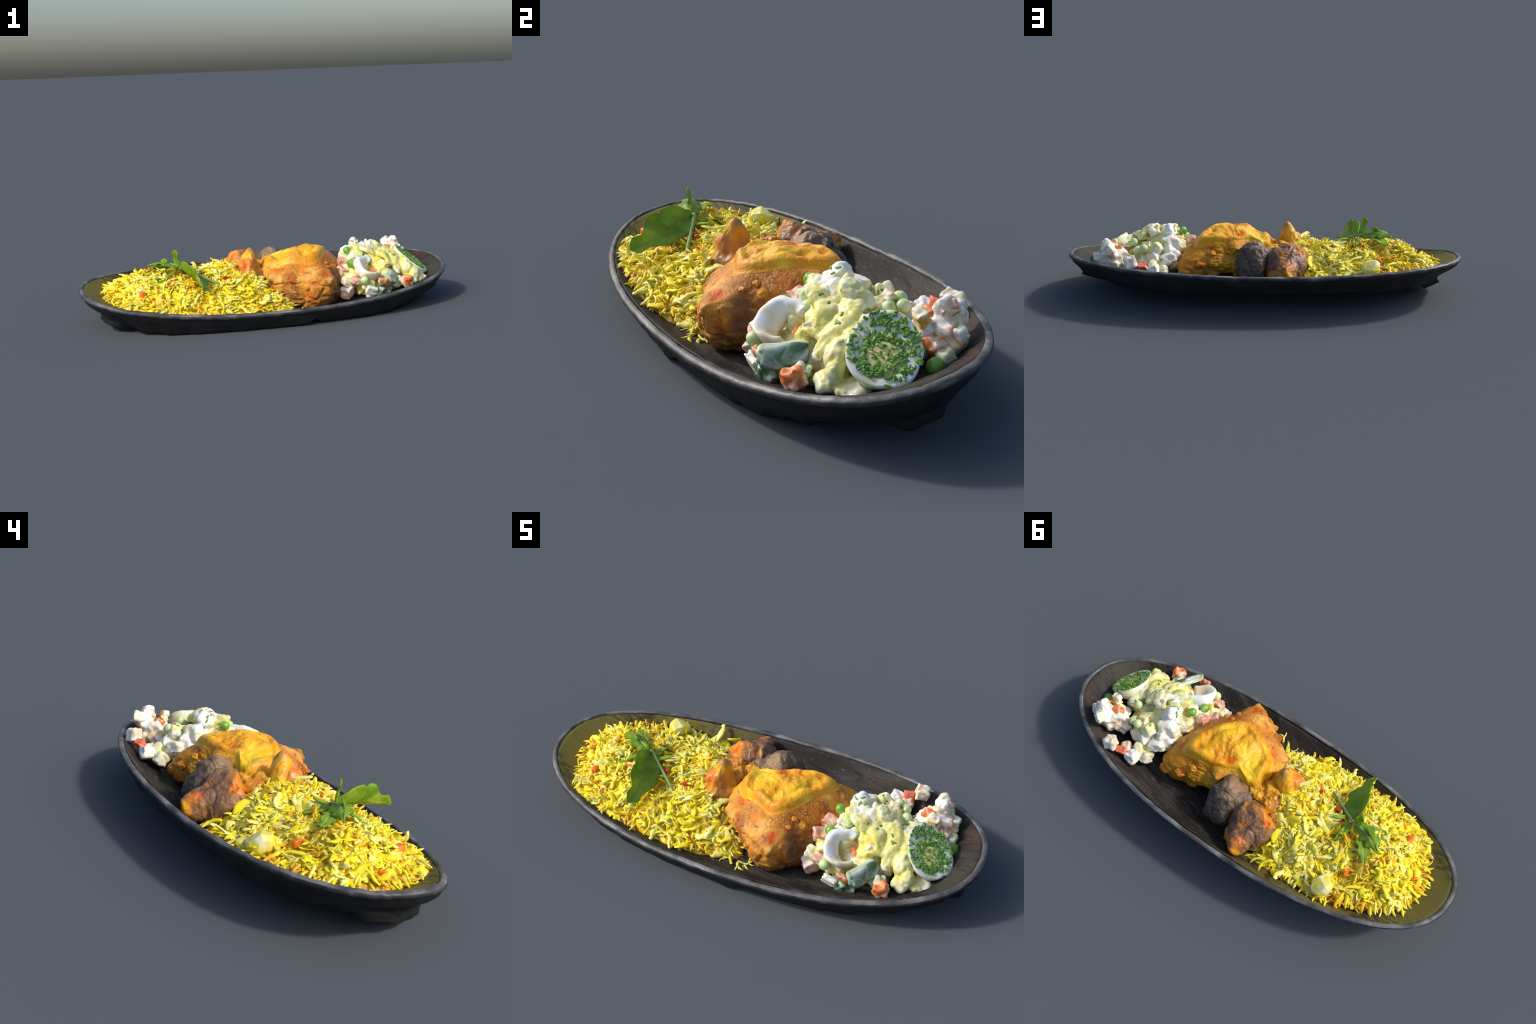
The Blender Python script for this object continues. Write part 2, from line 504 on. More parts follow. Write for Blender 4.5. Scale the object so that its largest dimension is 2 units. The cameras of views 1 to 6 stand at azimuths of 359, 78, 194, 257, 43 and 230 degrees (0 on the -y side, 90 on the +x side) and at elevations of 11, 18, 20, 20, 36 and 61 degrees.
YEL, PALE, GOLD, OLIVE, ORANGE = (.97, .82, .026), (.98, .93, .27), (.78, .46, .018), (.40, .37, .045), (.85, .22, .012)
rice_bed_mat = paint("saffron_rice_bed", [(0.26, (.40, .17, .008)), (0.42, (.74, .40, .014)), (0.58, (.92, .68, .022)), (0.75, (.96, .84, .08))], scale=17, detail=6, rough=0.5, spec=.35,
                     specks=[(ORANGE, 13, .66, .74, .55), ((.55, .60, .06), 17, .60, .72, .5), (PALE, 48, .55, .66, .7)], bump=((70, .6, .006), (160, .3, .003)))
rice_mats = [paint("rice_yellow", [(0.3, (.90, .68, .018)), (0.6, YEL), (0.8, (.97, .90, .10))], scale=30, rough=.45, vary=.12, bump=(120, .3, .002)),
             paint("rice_pale", [(0.3, (.88, .76, .10)), (0.6, PALE), (0.8, (.95, .90, .42))], scale=30, rough=.45, vary=.1, bump=(120, .3, .002)),
             paint("rice_olive", [(0.3, (.58, .54, .05)), (0.6, (.76, .74, .12)), (0.8, (.86, .84, .26))], scale=30, rough=.45, vary=.15, bump=(120, .3, .002)),
             paint("rice_golden", [(0.3, (.66, .26, .010)), (0.5, (.84, .50, .016)), (0.75, YEL)], scale=30, rough=.45, vary=.12, bump=(120, .3, .002))]

rice = empty("saffron_rice", (-.42, -.1, .14), "heap of long saffron yellow rice with orange specks", "rice")
NR, NT = 110, 420
ss = np.concatenate([np.linspace(0.004, 1, NR), [1.015]])
V = []
for s in ss:
    th = np.linspace(0, 2 * math.pi, NT, endpoint=False)
    P = rice_surface(th, np.full(NT, s))
    if s > 1:
        P[:, 2] = floor_z(P[:, 0], P[:, 1]) - .004
    V.append(P)
V = np.concatenate(V)
FB = grid_faces(len(ss), NT) + [tuple(range(NT - 1, -1, -1))]
make("rice_bed", V, [f for f in FB], rice_bed_mat, rice)

def grain_shape(seed, L=0.068, W=0.0068):
    r = np.random.default_rng(seed)
    n = 9
    t = np.linspace(0, 1, n)
    bend, twist = r.uniform(-.7, .7), r.uniform(-.5, .5)
    L, W = L * r.uniform(.75, 1.25), W * r.uniform(.65, 1.35)
    path = np.stack([(t - .5) * L, bend * L * (t - .5) ** 2 * 2 + .004 * np.sin(t * r.uniform(3, 7)), twist * L * (t - .5) ** 2 * 2], 1)
    rad = W * np.sqrt(np.clip(1 - (2 * t - 1) ** 4, .03, 1)) * (1 + .28 * r.uniform(-1, 1, n))
    return tube(path, rad, 6, squash=r.uniform(.5, .9))

def shred_shape(seed):
    """a longer, flatter clump of stuck grains: a curling ribbon"""
    r = np.random.default_rng(seed)
    n = 14
    t = np.linspace(0, 1, n)
    L, W = r.uniform(.08, .17), r.uniform(.008, .017)
    a = np.cumsum(r.normal(0, .35, n)) * .8 + r.uniform(-2.6, 2.6) * t
    step = np.stack([np.cos(a), np.sin(a), .35 * np.sin(t * 6 + r.uniform(0, 6))], 1) * L / n
    path = np.cumsum(step, 0)
    path -= path.mean(0)
    rad = W * np.clip(np.sin(np.pi * np.clip(t * .9 + .05, 0, 1)), .12, 1) ** .5 * (1 + .3 * r.uniform(-1, 1, n))
    v, f = tube(path, rad, 9, squash=.42)
    return v + .005 * np.stack([fbm(v + 3 * k, 38, seed + k, 2) for k in range(3)], 1), f

grain_meshes = []
for g in range(10):
    gv, gf = grain_shape(100 + g)
    grain_meshes.append((gv, gf))

def scatter_grains(count):
    t = RNG.uniform(-math.pi, math.pi, count * 3)
    s = np.sqrt(RNG.uniform(0, 1, count * 3)) * 0.97
    keep = RNG.uniform(0, 1, count * 3) < (edge_radius(t) / edge_rad.max()) ** 2
    t, s = t[keep][:count], s[keep][:count]
    P = rice_surface(t, s)
    e = 0.02
    Pr = rice_surface(t, np.clip(s - e, 0, 1)); Pt = rice_surface(t + e / np.maximum(s, .1), s)
    n = np.cross(P - Pr, Pt - P)
    n /= np.linalg.norm(n, axis=1)[:, None] + 1e-9
    n[n[:, 2] < 0] *= -1
    n = n * .6 + np.array([0, 0, .4])
    return t, s, P, n / np.linalg.norm(n, axis=1)[:, None]

GN = 1750
gt, gs, GP, GNRM = scatter_grains(GN)
GN = len(gt)
clump = noise(GP, 9, 77) * 2.2                       # neighbouring grains lie alike
singles, buckets = [], {k: [] for k in range(4)}
score = GP[:, 2] * 2 + gs * 0.15 + RNG.uniform(0, .5, GN)
is_single = np.zeros(GN, bool)
is_single[np.argsort(-score)[:300]] = True
tone = noise(GP, 7, 90) + RNG.uniform(-.6, .6, GN)
for i in range(GN):
    a = clump[i] + RNG.uniform(-.9, .9)
    out = np.array([math.cos(gt[i]), math.sin(gt[i]), 0])
    d = np.array([math.cos(a * 2), math.sin(a * 2), 0])
    if gs[i] > .9:
        d = out + .5 * d
    M = frame(GNRM[i], d)
    tilt = RNG.normal(0, .34) + (.12 if gs[i] > .9 else 0)
    c, s_ = math.cos(tilt), math.sin(tilt)
    R = M @ np.array([[c, 0, -s_], [0, 1, 0], [s_, 0, c]])
    sc = RNG.uniform(.6, 1.2) * (1.12 if is_single[i] else 1)
    kind = 0 if -.22 < tone[i] < .35 else (1 if tone[i] >= .35 else (2 if RNG.uniform() < .3 else 3))
    p = GP[i] + GNRM[i] * 0.004
    g = int(RNG.integers(0, 10))
    gv = grain_meshes[g][0] @ (R * sc).T + p
    if rim_reach(gv[:, 0], gv[:, 1]).max() > .975:
        continue
    lift = np.max(floor_z(gv[:, 0], gv[:, 1]) - gv[:, 2])
    if lift > 0:
        p, gv = p + np.array([0, 0, lift]), gv + np.array([0, 0, lift])
    if is_single[i]:
        singles.append((g, kind, R * sc, p))
    else:
        buckets[kind].append((gv, grain_meshes[g][1]))
def join(name, parts, mat, parent):
    VV, FF, n = [], [], 0
    for v, f in parts:
        VV.append(v)
        FF += [tuple(k + n for k in q) for q in f]
        n += len(v)
    o = make(name, np.concatenate(VV), FF, mat, parent)
    o["kind"] = "stuff"
    return o
for k, nm in enumerate(("yellow_rice_grains", "pale_rice_grains", "olive_rice_grains", "golden_rice_grains")):
    if buckets[k]:
        join(nm, buckets[k], rice_mats[k], rice)
leaf_line = np.array([(-.30, -.21), (-.36, -.187), (-.42, -.168), (-.46, -.158), (-.53, -.156), (-.6, -.14), (-.63, -.08), (-.46, -.08), (-.43, -.21), (-.40, -.26), (-.37, -.31), (-.35, -.36)])
shreds = {0: [], 1: [], 2: []}
st_, ss_, SP, SN = scatter_grains(640)
for i in range(len(st_)):
    if ss_[i] > .93 or np.linalg.norm(leaf_line - SP[i, :2], axis=1).min() < .055:
        continue
    v, f = shred_shape(3000 + i)
    v = v * (1, 1 + .7 * smooth(SP[i, 1], -.2, .0) * RNG.uniform(.3, 1), 1)      # flatter, broader clumps towards the far side
    a = noise(SP[i:i + 1], 8, 78)[0] * 4 + RNG.uniform(-.8, .8)
    M = frame(SN[i] + RNG.normal(0, .22, 3), (math.cos(a), math.sin(a), 0))
    tn = noise(SP[i:i + 1], 6, 91)[0] + RNG.uniform(-.5, .5)
    sv_ = v @ M.T * RNG.uniform(.7, 1.1) + SP[i] + SN[i] * .003
    if rim_reach(sv_[:, 0], sv_[:, 1]).max() > .97 or np.max(floor_z(sv_[:, 0], sv_[:, 1]) - sv_[:, 2]) > .012:
        continue
    shreds[0 if tn < .12 else (1 if tn < .55 or RNG.uniform() < .4 else 2)].append((sv_, f))
for k, nm in enumerate(("yellow_rice_shreds", "pale_rice_shreds", "olive_rice_shreds")):
    if shreds[k]:
        join(nm, shreds[k], rice_mats[k], rice)
loose = []
for k in range(12):
    x, y = RNG.uniform(.03, .19), RNG.uniform(-.30, -.20)
    a = RNG.uniform(0, 6.3)
    M = frame((.1, -.1, 1), (math.cos(a), math.sin(a), .1))
    loose.append((grain_meshes[k % 10][0] @ (M * RNG.uniform(.5, .9)).T + np.array([x, y, floor_z(x, y) + .006]), grain_meshes[k % 10][1]))
join("loose_rice_grains", loose, rice_mats[2], rice)
shared = {}
for (g, kind, R, p) in singles:
    if (g, kind) not in shared:
        o = make("rice_grain", *grain_meshes[g], rice_mats[kind], rice)
        shared[g, kind] = o
        q = o
    else:
        q = shared[g, kind].copy()
        COL.objects.link(q)
    q.matrix_parent_inverse = Matrix.Translation(-rice.location)
    q.matrix_basis = Matrix.Translation(Vector(p)) @ Matrix([list(r) for r in R]).to_4x4()

# carrot shreds, maize kernel and a chilli bit that sit in the rice
carrot_mat = paint("cooked_carrot", [(0.3, (.70, .13, .008)), (0.6, (.88, .23, .015)), (0.8, (.92, .42, .05))], scale=30, rough=.4, bump=(60, .3, .003))
chilli_mat = paint("red_chilli", [(0.3, (.42, .035, .006)), (0.7, (.75, .09, .012))], scale=30, rough=.35)
maize_mat = paint("maize", [(0.3, (.90, .62, .006)), (0.7, (.98, .86, .02))], scale=25, rough=.35)
for i, (p, size, rot, mt, nm) in enumerate([((-.654, -.328, .188), (.030, .040, .036), .5, carrot_mat, "carrot_piece"), ((-.597, .004, .214), (.038, .02, .030), 2.1, carrot_mat, "carrot_piece"),
        ((-.232, -.172, .228), (.034, .014, .014), .6, chilli_mat, "chilli_piece"), ((-.41, -.150, .250), (.05, .018, .010), 1.2, chilli_mat, "chilli_piece"),
        ((-.36, -.17, .238), (.04, .02, .012), .3, chilli_mat, "chilli_piece"), ((-.52, -.235, .232), (.07, .04, .012), .2, carrot_mat, "carrot_piece"), ((-.017, -.209, .152), (.038, .024, .026), .4, maize_mat, "maize_kernel"),
        ((-.28, .02, .262), (.03, .016, .012), 1.9, carrot_mat, "carrot_piece"), ((-.13, -.20, .21), (.03, .012, .012), .9, carrot_mat, "carrot_piece"),
        ((-.80, -.22, .185), (.03, .014, .012), 1.0, carrot_mat, "carrot_piece"), ((.045, -.228, .085), (.06, .025, .03), .6, chilli_mat, "chilli_piece")]):
    bv, bf = rounded_box(size, .5, .07, 300 + i, 4)
    c, s = math.cos(rot), math.sin(rot)
    bv = bv @ np.array([[c, s, 0], [-s, c, 0], [0, 0, 1]]) + np.array(p)
    make(nm, bv, bf, mt, rice)

# ------------------------------------------------------------------ boiled potato lump on the rice
potato_mat = paint("boiled_potato", [(0.3, (.60, .54, .04)), (0.46, (.86, .76, .09)), (0.58, (.86, .82, .34)), (0.70, (.80, .83, .80))], scale=17, detail=4, rough=.45, distort=1.2,
                   spots=[((-.585, .09, .185), .055, .7, (.88, .56, .02), .9), ((-.53, .10, .2), .04, .8, (.85, .75, .12), .7)], bump=(50, .3, .004))
pv, pd, pf = star((-.585, .118, .215), [(-.590, .105, .276), (-.618, .088, .256), (-.523, .147, .238), (-.536, .178, .215), (-.647, .092, .222), (-.60, .178, .218),
     (-.585, .12, .165), (-.56, .06, .225), (-.64, .14, .22), (-.555, .13, .272), (-.52, .10, .225)], 5, .4)
pv = np.array([-.585, .118, .222]) + (pv - np.array([-.585, .118, .222])) * np.array([.84, .84, .92])
pv += pd * (0.012 * fbm(pv, 13, 61) + .003 * crags(pv, 14, 62) - .002)[:, None]
grit = []
pv = shave(pv, (-.585, .118, .215), 77, 16, .74, .92)
pv[:, 2] -= .006
pn = normals(pv, pf)
for k, i in enumerate(RNG.choice(np.where(pv[:, 2] < .225)[0], 10, replace=False)):
    a = RNG.normal(size=3)
    M = frame(pn[i], a)
    grit.append((grain_meshes[k % 10][0] @ (M * RNG.uniform(.5, .9)).T + pv[i] + pn[i] * .005, grain_meshes[k % 10][1]))
join("grains_on_potato", grit, rice_mats[0], rice)
o = make("potato_piece", pv, pf, potato_mat)
o["label"], o["category"] = "small lump of boiled potato stained yellow at its foot", "potato"

# ------------------------------------------------------------------ chicken
chicken = empty("roast_chicken", (.17, .02, .1), "roast chicken thigh with golden orange skin flap and bone stump", "chicken")
body_pts = [(-.002, -.176, .203), (.05, -.108, .252), (.105, -.221, .206), (.189, -.246, .167), (.159, -.175, .246), (.275, -.194, .246), (.308, -.085, .262),
            (.313, -.13, .255), (.092, -.078, .298), (-.02, .01, .272), (.208, -.125, .272), (.148, -.114, .285), (.112, .071, .300), (.143, .162, .247),
            (.227, .207, .250), (.270, .262, .201), (.372, .285, .190), (.316, .196, .270), (.33, .089, .296), (.313, -.235, .224), (.334, -.249, .194),
            (.235, .05, .322), (.225, .014, .325), (.253, .13, .310), (.268, .08, .304), (.344, -.078, .246), (.246, -.222, .048), (.22, -.14, .04), 
            (.03, .05, .14), (.17, .1, .14), (.318, -.195, .075), (.285, -.243, .085), (.360, -.14, .09), (.390, -.06, .10), (.352, -.195, .135), (.39, .02, .12), (.385, -.03, .20), (.395, .08, .215), (.360, -.165, .150), (.349, -.150, .185), (.39, .205, .22), (-.04, .05, .25), (.0, .08, .23),
            (.08, .13, .21), (.20, .232, .12), (.28, .278, .13), (.10, .195, .13), (.36, .305, .15), (.395, .24, .13), (.25, .262, .15), (-.03, -.14, .17), (.0, -.162, .172), (.0, -.10, .248), (-.025, -.07, .262), (-.03, -.11, .225), (.03, -.145, .232), (.06, -.185, .165), (.105, -.210, .165), (.15, -.228, .145), (.189, -.240, .122), (.225, -.247, .085), (.29, -.247, .125), (.07, -.165, .095), (.15, -.20, .08), (.0, -.14, .12), (.304, -.218, .226), (.345, -.205, .175), (.353, -.12, .20), (.352, -.19, .15), (.068, .027, .303), (.05, .014, .296), (.12, .02, .308), (.18, .09, .310), (.03, -.06, .270),
            (.219, .178, .295), (.106, .17, .270), (.37, .02, .255), (.40, .15, .14)]
cv, cd, cf = star((.17, .02, .18), body_pts, 7, .03, 6e-4)
nb = normals(cv, cf)
under_skin = smooth(nb[:, 2], .3, .8)
rough_amp = 1 - .85 * under_skin
cv = cv + nb * (rough_amp * (0.005 * fbm(cv, 13, 51, 3) + .012 * crags(cv * (1, 1, 1.6), 10, 53, .2) + 0.004 * (ridged(cv * (1, 1, 2.2), 30, 52) - .4)) + (1 - .6 * under_skin) * (.0026 * noise(cv, 62, 55) + .0020 * noise(cv, 115, 54)) - .001)[:, None]
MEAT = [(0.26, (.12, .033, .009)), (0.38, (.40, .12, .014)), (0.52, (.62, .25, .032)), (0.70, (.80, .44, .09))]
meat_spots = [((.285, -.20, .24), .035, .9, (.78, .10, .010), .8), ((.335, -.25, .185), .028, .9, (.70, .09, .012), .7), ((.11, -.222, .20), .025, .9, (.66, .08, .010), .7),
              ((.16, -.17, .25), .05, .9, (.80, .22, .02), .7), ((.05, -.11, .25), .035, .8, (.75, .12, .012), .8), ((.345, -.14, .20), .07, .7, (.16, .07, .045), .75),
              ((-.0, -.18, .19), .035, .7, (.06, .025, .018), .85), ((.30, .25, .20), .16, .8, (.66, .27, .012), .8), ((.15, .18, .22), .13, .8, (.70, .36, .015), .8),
              ((.02, .07, .25), .10, .7, (.85, .55, .02), .85), ((.39, .0, .2), .12, .8, (.52, .15, .018), .7), ((.27, -.20, .06), .12, .8, (.15, .052, .018), .85),  # dark browns near the base: shadow under the thigh coloured into the meat
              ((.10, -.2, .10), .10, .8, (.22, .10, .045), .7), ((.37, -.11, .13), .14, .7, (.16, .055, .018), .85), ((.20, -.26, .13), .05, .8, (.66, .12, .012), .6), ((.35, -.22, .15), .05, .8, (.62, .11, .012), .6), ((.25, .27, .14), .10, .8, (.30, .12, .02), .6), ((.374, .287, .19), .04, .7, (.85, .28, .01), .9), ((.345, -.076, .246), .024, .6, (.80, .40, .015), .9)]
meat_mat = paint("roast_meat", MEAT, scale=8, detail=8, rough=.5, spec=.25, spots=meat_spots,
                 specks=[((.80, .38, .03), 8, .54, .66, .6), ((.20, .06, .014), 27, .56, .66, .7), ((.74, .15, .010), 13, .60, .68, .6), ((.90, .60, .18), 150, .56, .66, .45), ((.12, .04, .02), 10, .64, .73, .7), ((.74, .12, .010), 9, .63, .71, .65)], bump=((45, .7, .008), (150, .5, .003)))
cv = rest(cv)
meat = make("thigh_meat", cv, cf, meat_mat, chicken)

# skin flap: follows the meat, puffed up and folded, with a rolled edge
tree = BVHTree.FromPolygons([Vector(v) for v in cv], [tuple(map(int, f)) for f in cf])
def drop(x, y, tr=tree, fallback=.2):
    h = tr.ray_cast(Vector((x, y, 1)), Vector((0, 0, -1)))
    return h[0].z if h[0] else fallback
skin_loop = spline([(.312, .198), (.328, .11), (.312, .052), (.290, -.044), (.262, -.100), (.221, -.131), (.168, -.128), (.107, -.116), (.043, -.104), (.0, -.082), (-.028, -.040),
                    (-.044, .007), (-.062, .046), (-.018, .077), (.055, .073), (.106, .116), (.165, .158), (.242, .186)], 260, closed=True)
SC = np.array([.15, .01])
rows, nrow = [], 46
for i in range(nrow):
    f = (i + .2) / (nrow - .8)
    rows.append(SC + (skin_loop - SC) * min(f, 1.0))
flat = np.concatenate(rows)
fz = np.array([drop(x, y) for x, y in flat]).reshape(nrow, 260)
for _ in range(4):                                     # the sheet bridges the small bumps of the meat below
    fz[1:-1] = .4 * fz[1:-1] + .15 * (fz[:-2] + fz[2:] + np.roll(fz[1:-1], 1, 1) + np.roll(fz[1:-1], -1, 1))
fz = fz.reshape(-1)
fr = np.repeat(np.minimum((np.arange(nrow) + .2) / (nrow - .8), 1), 260)
pp = np.stack([flat[:, 0], flat[:, 1], fz], 1)
puff = 0.008 * (1 - fr ** 10) + 0.015 * smooth(fr, .62, .85) * (1 - smooth(fr, .9, 1.0))
fold = lambda ax, ay, bx, by, w: np.exp(-((np.clip(((flat[:, 0] - ax) * (bx - ax) + (flat[:, 1] - ay) * (by - ay)) / ((bx - ax) ** 2 + (by - ay) ** 2), 0, 1) * (bx - ax) + ax - flat[:, 0]) ** 2
                                       + (np.clip(((flat[:, 0] - ax) * (bx - ax) + (flat[:, 1] - ay) * (by - ay)) / ((bx - ax) ** 2 + (by - ay) ** 2), 0, 1) * (by - ay) + ay - flat[:, 1]) ** 2) / w ** 2)
crease = -.018 * fold(.085, -.085, .06, .03, .02) - .008 * fold(.20, -.09, .17, -.02, .018) - .010 * fold(.03, .05, .12, .10, .016) + .010 * fold(.13, -.1, .22, -.11, .02) + .008 * fold(.12, .03, .23, .02, .03)
base_z = pp[:, 2].copy()
pp[:, 2] += puff + crease * (1 - fr ** 4) + (1 - fr ** 4) * (.006 * fbm(pp, 16, 63, 3) + .008 * (ridged(pp @ np.array([[.8, -.6, 0], [.6, .8, 0], [0, 0, 1]]) * (1, .45, 1), 15, 64) - .4) + .0022 * noise(pp, 70, 65))
body_z = np.array([drop(x, y) for x, y in flat])
pp[:, 2] = np.maximum(pp[:, 2], body_z + .0035)
grid = pp.reshape(nrow, 260, 3)
edge1 = grid[-1].copy(); edge1[:, :2] = SC + (edge1[:, :2] - SC) * 1.035; edge1[:, 2] -= .008
edge2 = grid[-1].copy(); edge2[:, :2] = SC + (edge2[:, :2] - SC) * .985; edge2[:, 2] -= .036
grid = np.concatenate([grid, edge1[None], edge2[None]])
sv = grid.reshape(-1, 3)
sf = grid_faces(nrow + 2, 260) + [tuple(range(259, -1, -1))]
skin_mat = paint("golden_skin", [(0.25, (.52, .17, .008)), (0.42, (.76, .33, .010)), (0.58, (.88, .49, .014)), (0.8, (.95, .66, .05))], scale=9, detail=7, rough=.4, spec=.3, coat=.08,
                 specks=[((.74, .17, .010), 10, .60, .70, .65), ((.98, .78, .28), 75, .63, .69, .5)],
                 spots=[((.03, .05, .29), .11, .9, (.88, .64, .03), .8), ((.112, .071, .315), .028, .6, (.82, .14, .01), .9), ((.31, .08, .30), .07, .8, (.84, .28, .012), .7),
                        ((.28, .19, .29), .08, .9, (.80, .38, .012), .7), ((.22, -.13, .28), .03, .7, (.86, .24, .012), .6), ((-.04, -.02, .28), .03, .8, (.86, .20, .01), .6)],
                 bump=((60, .6, .006), (150, .6, .003)))
make("skin_flap", sv, sf, skin_mat, chicken)

# bone stump rising at the left end
nb_, na_ = 40, 72
tz = np.linspace(0, 1, nb_)
zz = np.interp(tz, [0, .3, .55, .75, .9, 1], [.17, .235, .285, .325, .352, .363])
cxs = np.interp(zz, [.17, .25, .3, .33, .363], [-.110, -.112, -.104, -.100, -.100])
cys = np.interp(zz, [.17, .25, .3, .33, .363], [-.075, -.072, -.072, -.068, -.066])
rxs = np.interp(zz, [.17, .225, .25, .28, .31, .34, .355, .363], [.085, .082, .068, .050, .038, .026, .015, .002])
rys = np.interp(zz, [.17, .225, .25, .28, .31, .34, .355, .363], [.090, .085, .070, .054, .040, .026, .016, .002])
an = np.linspace(0, 2 * math.pi, na_, endpoint=False)
kv = np.concatenate([np.stack([cxs[i] + rxs[i] * np.cos(an), cys[i] + rys[i] * np.sin(an), np.full(na_, zz[i])], 1) for i in range(nb_)])
kf = grid_faces(nb_, na_) + [tuple(range((nb_ - 1) * na_, nb_ * na_)), tuple(range(na_ - 1, -1, -1))]
kn = normals(kv, np.array(grid_faces(nb_, na_)))
amp = smooth(.37 - kv[:, 2], 0, .06)
kv += kn * (amp * (0.011 * fbm(kv * (1, 1, .6), 15, 71, 3) + .007 * ridged(kv * (1, 1, .4), 26, 72) + .010 * crags(kv * (1, 1, .6), 14, 73)))[:, None]
bone_mat = paint("leg_end_meat", [(0.25, (.34, .12, .015)), (0.5, (.66, .28, .015)), (0.7, (.82, .46, .02))], scale=12, detail=6, rough=.4, coat=.12,
                 spots=[((-.10, -.055, .355), .045, .7, (.34, .19, .06), .85), ((-.125, -.12, .28), .05, .8, (.80, .15, .012), .8), ((-.07, -.12, .27), .05, .8, (.55, .20, .03), .8),
                        ((-.16, -.04, .24), .06, .9, (.86, .50, .015), .8), ((-.06, -.14, .23), .05, .7, (.22, .08, .02), .8), ((-.04, -.04, .28), .04, .8, (.70, .15, .01), .7)],
                 bump=((40, .5, .006), (130, .3, .003)))
make("leg_stump", kv, kf, bone_mat, chicken)

# torn meat bridging the stump, the skin and the liver
for k, (p, r) in enumerate([((-.095, .005, .215), (.060, .052, .050)), ((-.135, .050, .222), (.050, .045, .042)), ((-.055, .055, .222), (.045, .04, .04))]):
    D, FF = ico(5)
    tvv = D * np.array(r) * (1 + .35 * fbm(D + 2 * k, 1.4, 440 + k, 3) + .15 * ridged(D + k, 2.5, 446 + k))[:, None] + np.array(p)
    make("torn_meat", rest(tvv), FF, bone_mat, chicken)

# crumbs of sauce and meat stuck on the meat
crumb_mats = [paint("sauce_crumb", [(0.3, (.40, .12, .008)), (0.5, (.62, .21, .010)), (0.7, (.80, .36, .014))], scale=22, rough=.35, coat=.1), chilli_mat]
for i, (p, r, k) in enumerate([((.305, -.082, .262), .015, 0), ((.343, -.077, .246), .012, 0), ((.310, -.128, .252), .012, 0), ((.189, -.246, .166), .013, 0), ((.146, .163, .244), .018, 0), ((.226, .206, .246), .020, 0), ((.268, .258, .199), .022, 0)]):
    D, FF = ico(4)
    bv = D * (1 + .45 * fbm(D + i * 3, 1.1, 400 + i, 2))[:, None] * np.array([1.3, .95, .65]) * r + np.array(p)
    make("meat_crumb", bv, FF, crumb_mats[k], chicken)

# ------------------------------------------------------------------ two pieces of stewed liver
def liver(name, center, pts, seed, mat, label):
    v, d, f = star(center, pts, 7, .04, 1e-3)
    c = np.asarray(center)
    v = shave(v, c, seed, 30, .76, .94, .45)               # leave the pointed ends that lean on the wall
    v = c + (v - c) * 1.04
    n = normals(v, f)
    v = v + n * (0.004 * fbm(v, 14, seed, 3) + .006 * crags(v * (1, 1, .6), 8, seed + 9, .07) + .007 * (ridged(v * (1, 1, .5), 14, seed + 5) - .4) + .002 * ridged(v, 50, seed + 6))[:, None]
    o = make(name, rest(v), f, mat)
    o["label"], o["category"] = label, "meat"
    return o
dark = [(0.22, (.020, .016, .014)), (0.42, (.075, .052, .038)), (0.62, (.150, .108, .078)), (0.82, (.26, .19, .13))]
liver_a = paint("dark_liver", dark, scale=13, detail=7, rough=.5, spec=.4, specks=[((.45, .17, .02), 11, .68, .76, .55), ((.012, .012, .012), 15, .66, .74, .7)],
                spots=[((.02, .13, .31), .10, .8, (.33, .215, .115), .75), ((.0, .09, .27), .08, .9, (.36, .20, .08), .6), ((.08, .14, .27), .06, .8, (.05, .04, .035), .7)], bump=((40, .6, .006), (110, .4, .003)))
liver_b = paint("sauced_liver", [(0.22, (.040, .026, .020)), (0.42, (.15, .08, .05)), (0.6, (.28, .14, .06)), (0.8, (.38, .21, .11))], scale=13, detail=7, rough=.45, coat=.1,
                specks=[((.72, .22, .012), 8, .56, .66, .8)],
                spots=[((-.07, .10, .30), .024, .9, (.80, .10, .010), .8), ((-.20, .10, .28), .07, .8, (.76, .25, .012), .9), ((-.205, .135, .265), .030, .9, (.78, .10, .010), .7),
                       ((-.10, .14, .30), .05, .8, (.62, .26, .05), .6), ((-.19, .26, .24), .035, .9, (.66, .12, .012), .65), ((-.15, .215, .265), .03, .7, (.66, .22, .02), .8), ((-.21, .33, .21), .04, .8, (.78, .38, .012), .9)],
                bump=((40, .6, .006), (110, .4, .003)))
liver("liver_piece", (.01, .19, .22), [(.043, .165, .337), (.027, .188, .336), (.060, .14, .32), (.039, .235, .253), (-.067, .160, .262), (.029, .204, .322), (-.005, .192, .308), (.026, .277, .193), (-.019, .268, .194),
      (-.061, .123, .288), (.042, .287, .169), (.0, .115, .30), (.05, .10, .28), (.09, .17, .24), (.07, .24, .19), (-.06, .25, .16), (.0, .2, .11), (.06, .13, .12), (-.05, .12, .16), (-.07, .2, .2), (.08, .15, .28), (-.03, .21, .27)],
      201, liver_a, "dark brown craggy chunk of stewed liver")
liver("liver_piece", (-.15, .18, .21), [(-.066, .105, .306), (-.11, .170, .299), (-.205, .328, .217), (-.251, .09, .264), (-.214, .133, .264), (-.198, .106, .30), (-.192, .116, .305), (-.153, .214, .263), (-.19, .256, .245),
      (-.213, .181, .258), (-.10, .07, .28), (-.13, .06, .27), (-.25, .12, .22), (-.10, .26, .20), (-.11, .29, .17), (-.15, .18, .12), (-.22, .24, .20), (-.06, .16, .22), (-.20, .05, .22), (-.13, .13, .298), (-.09, .21, .255), (-.16, .30, .20),
      (-.12, .235, .245), (-.24, .20, .2)], 231, liver_b, "brown liver piece streaked with red orange sauce")

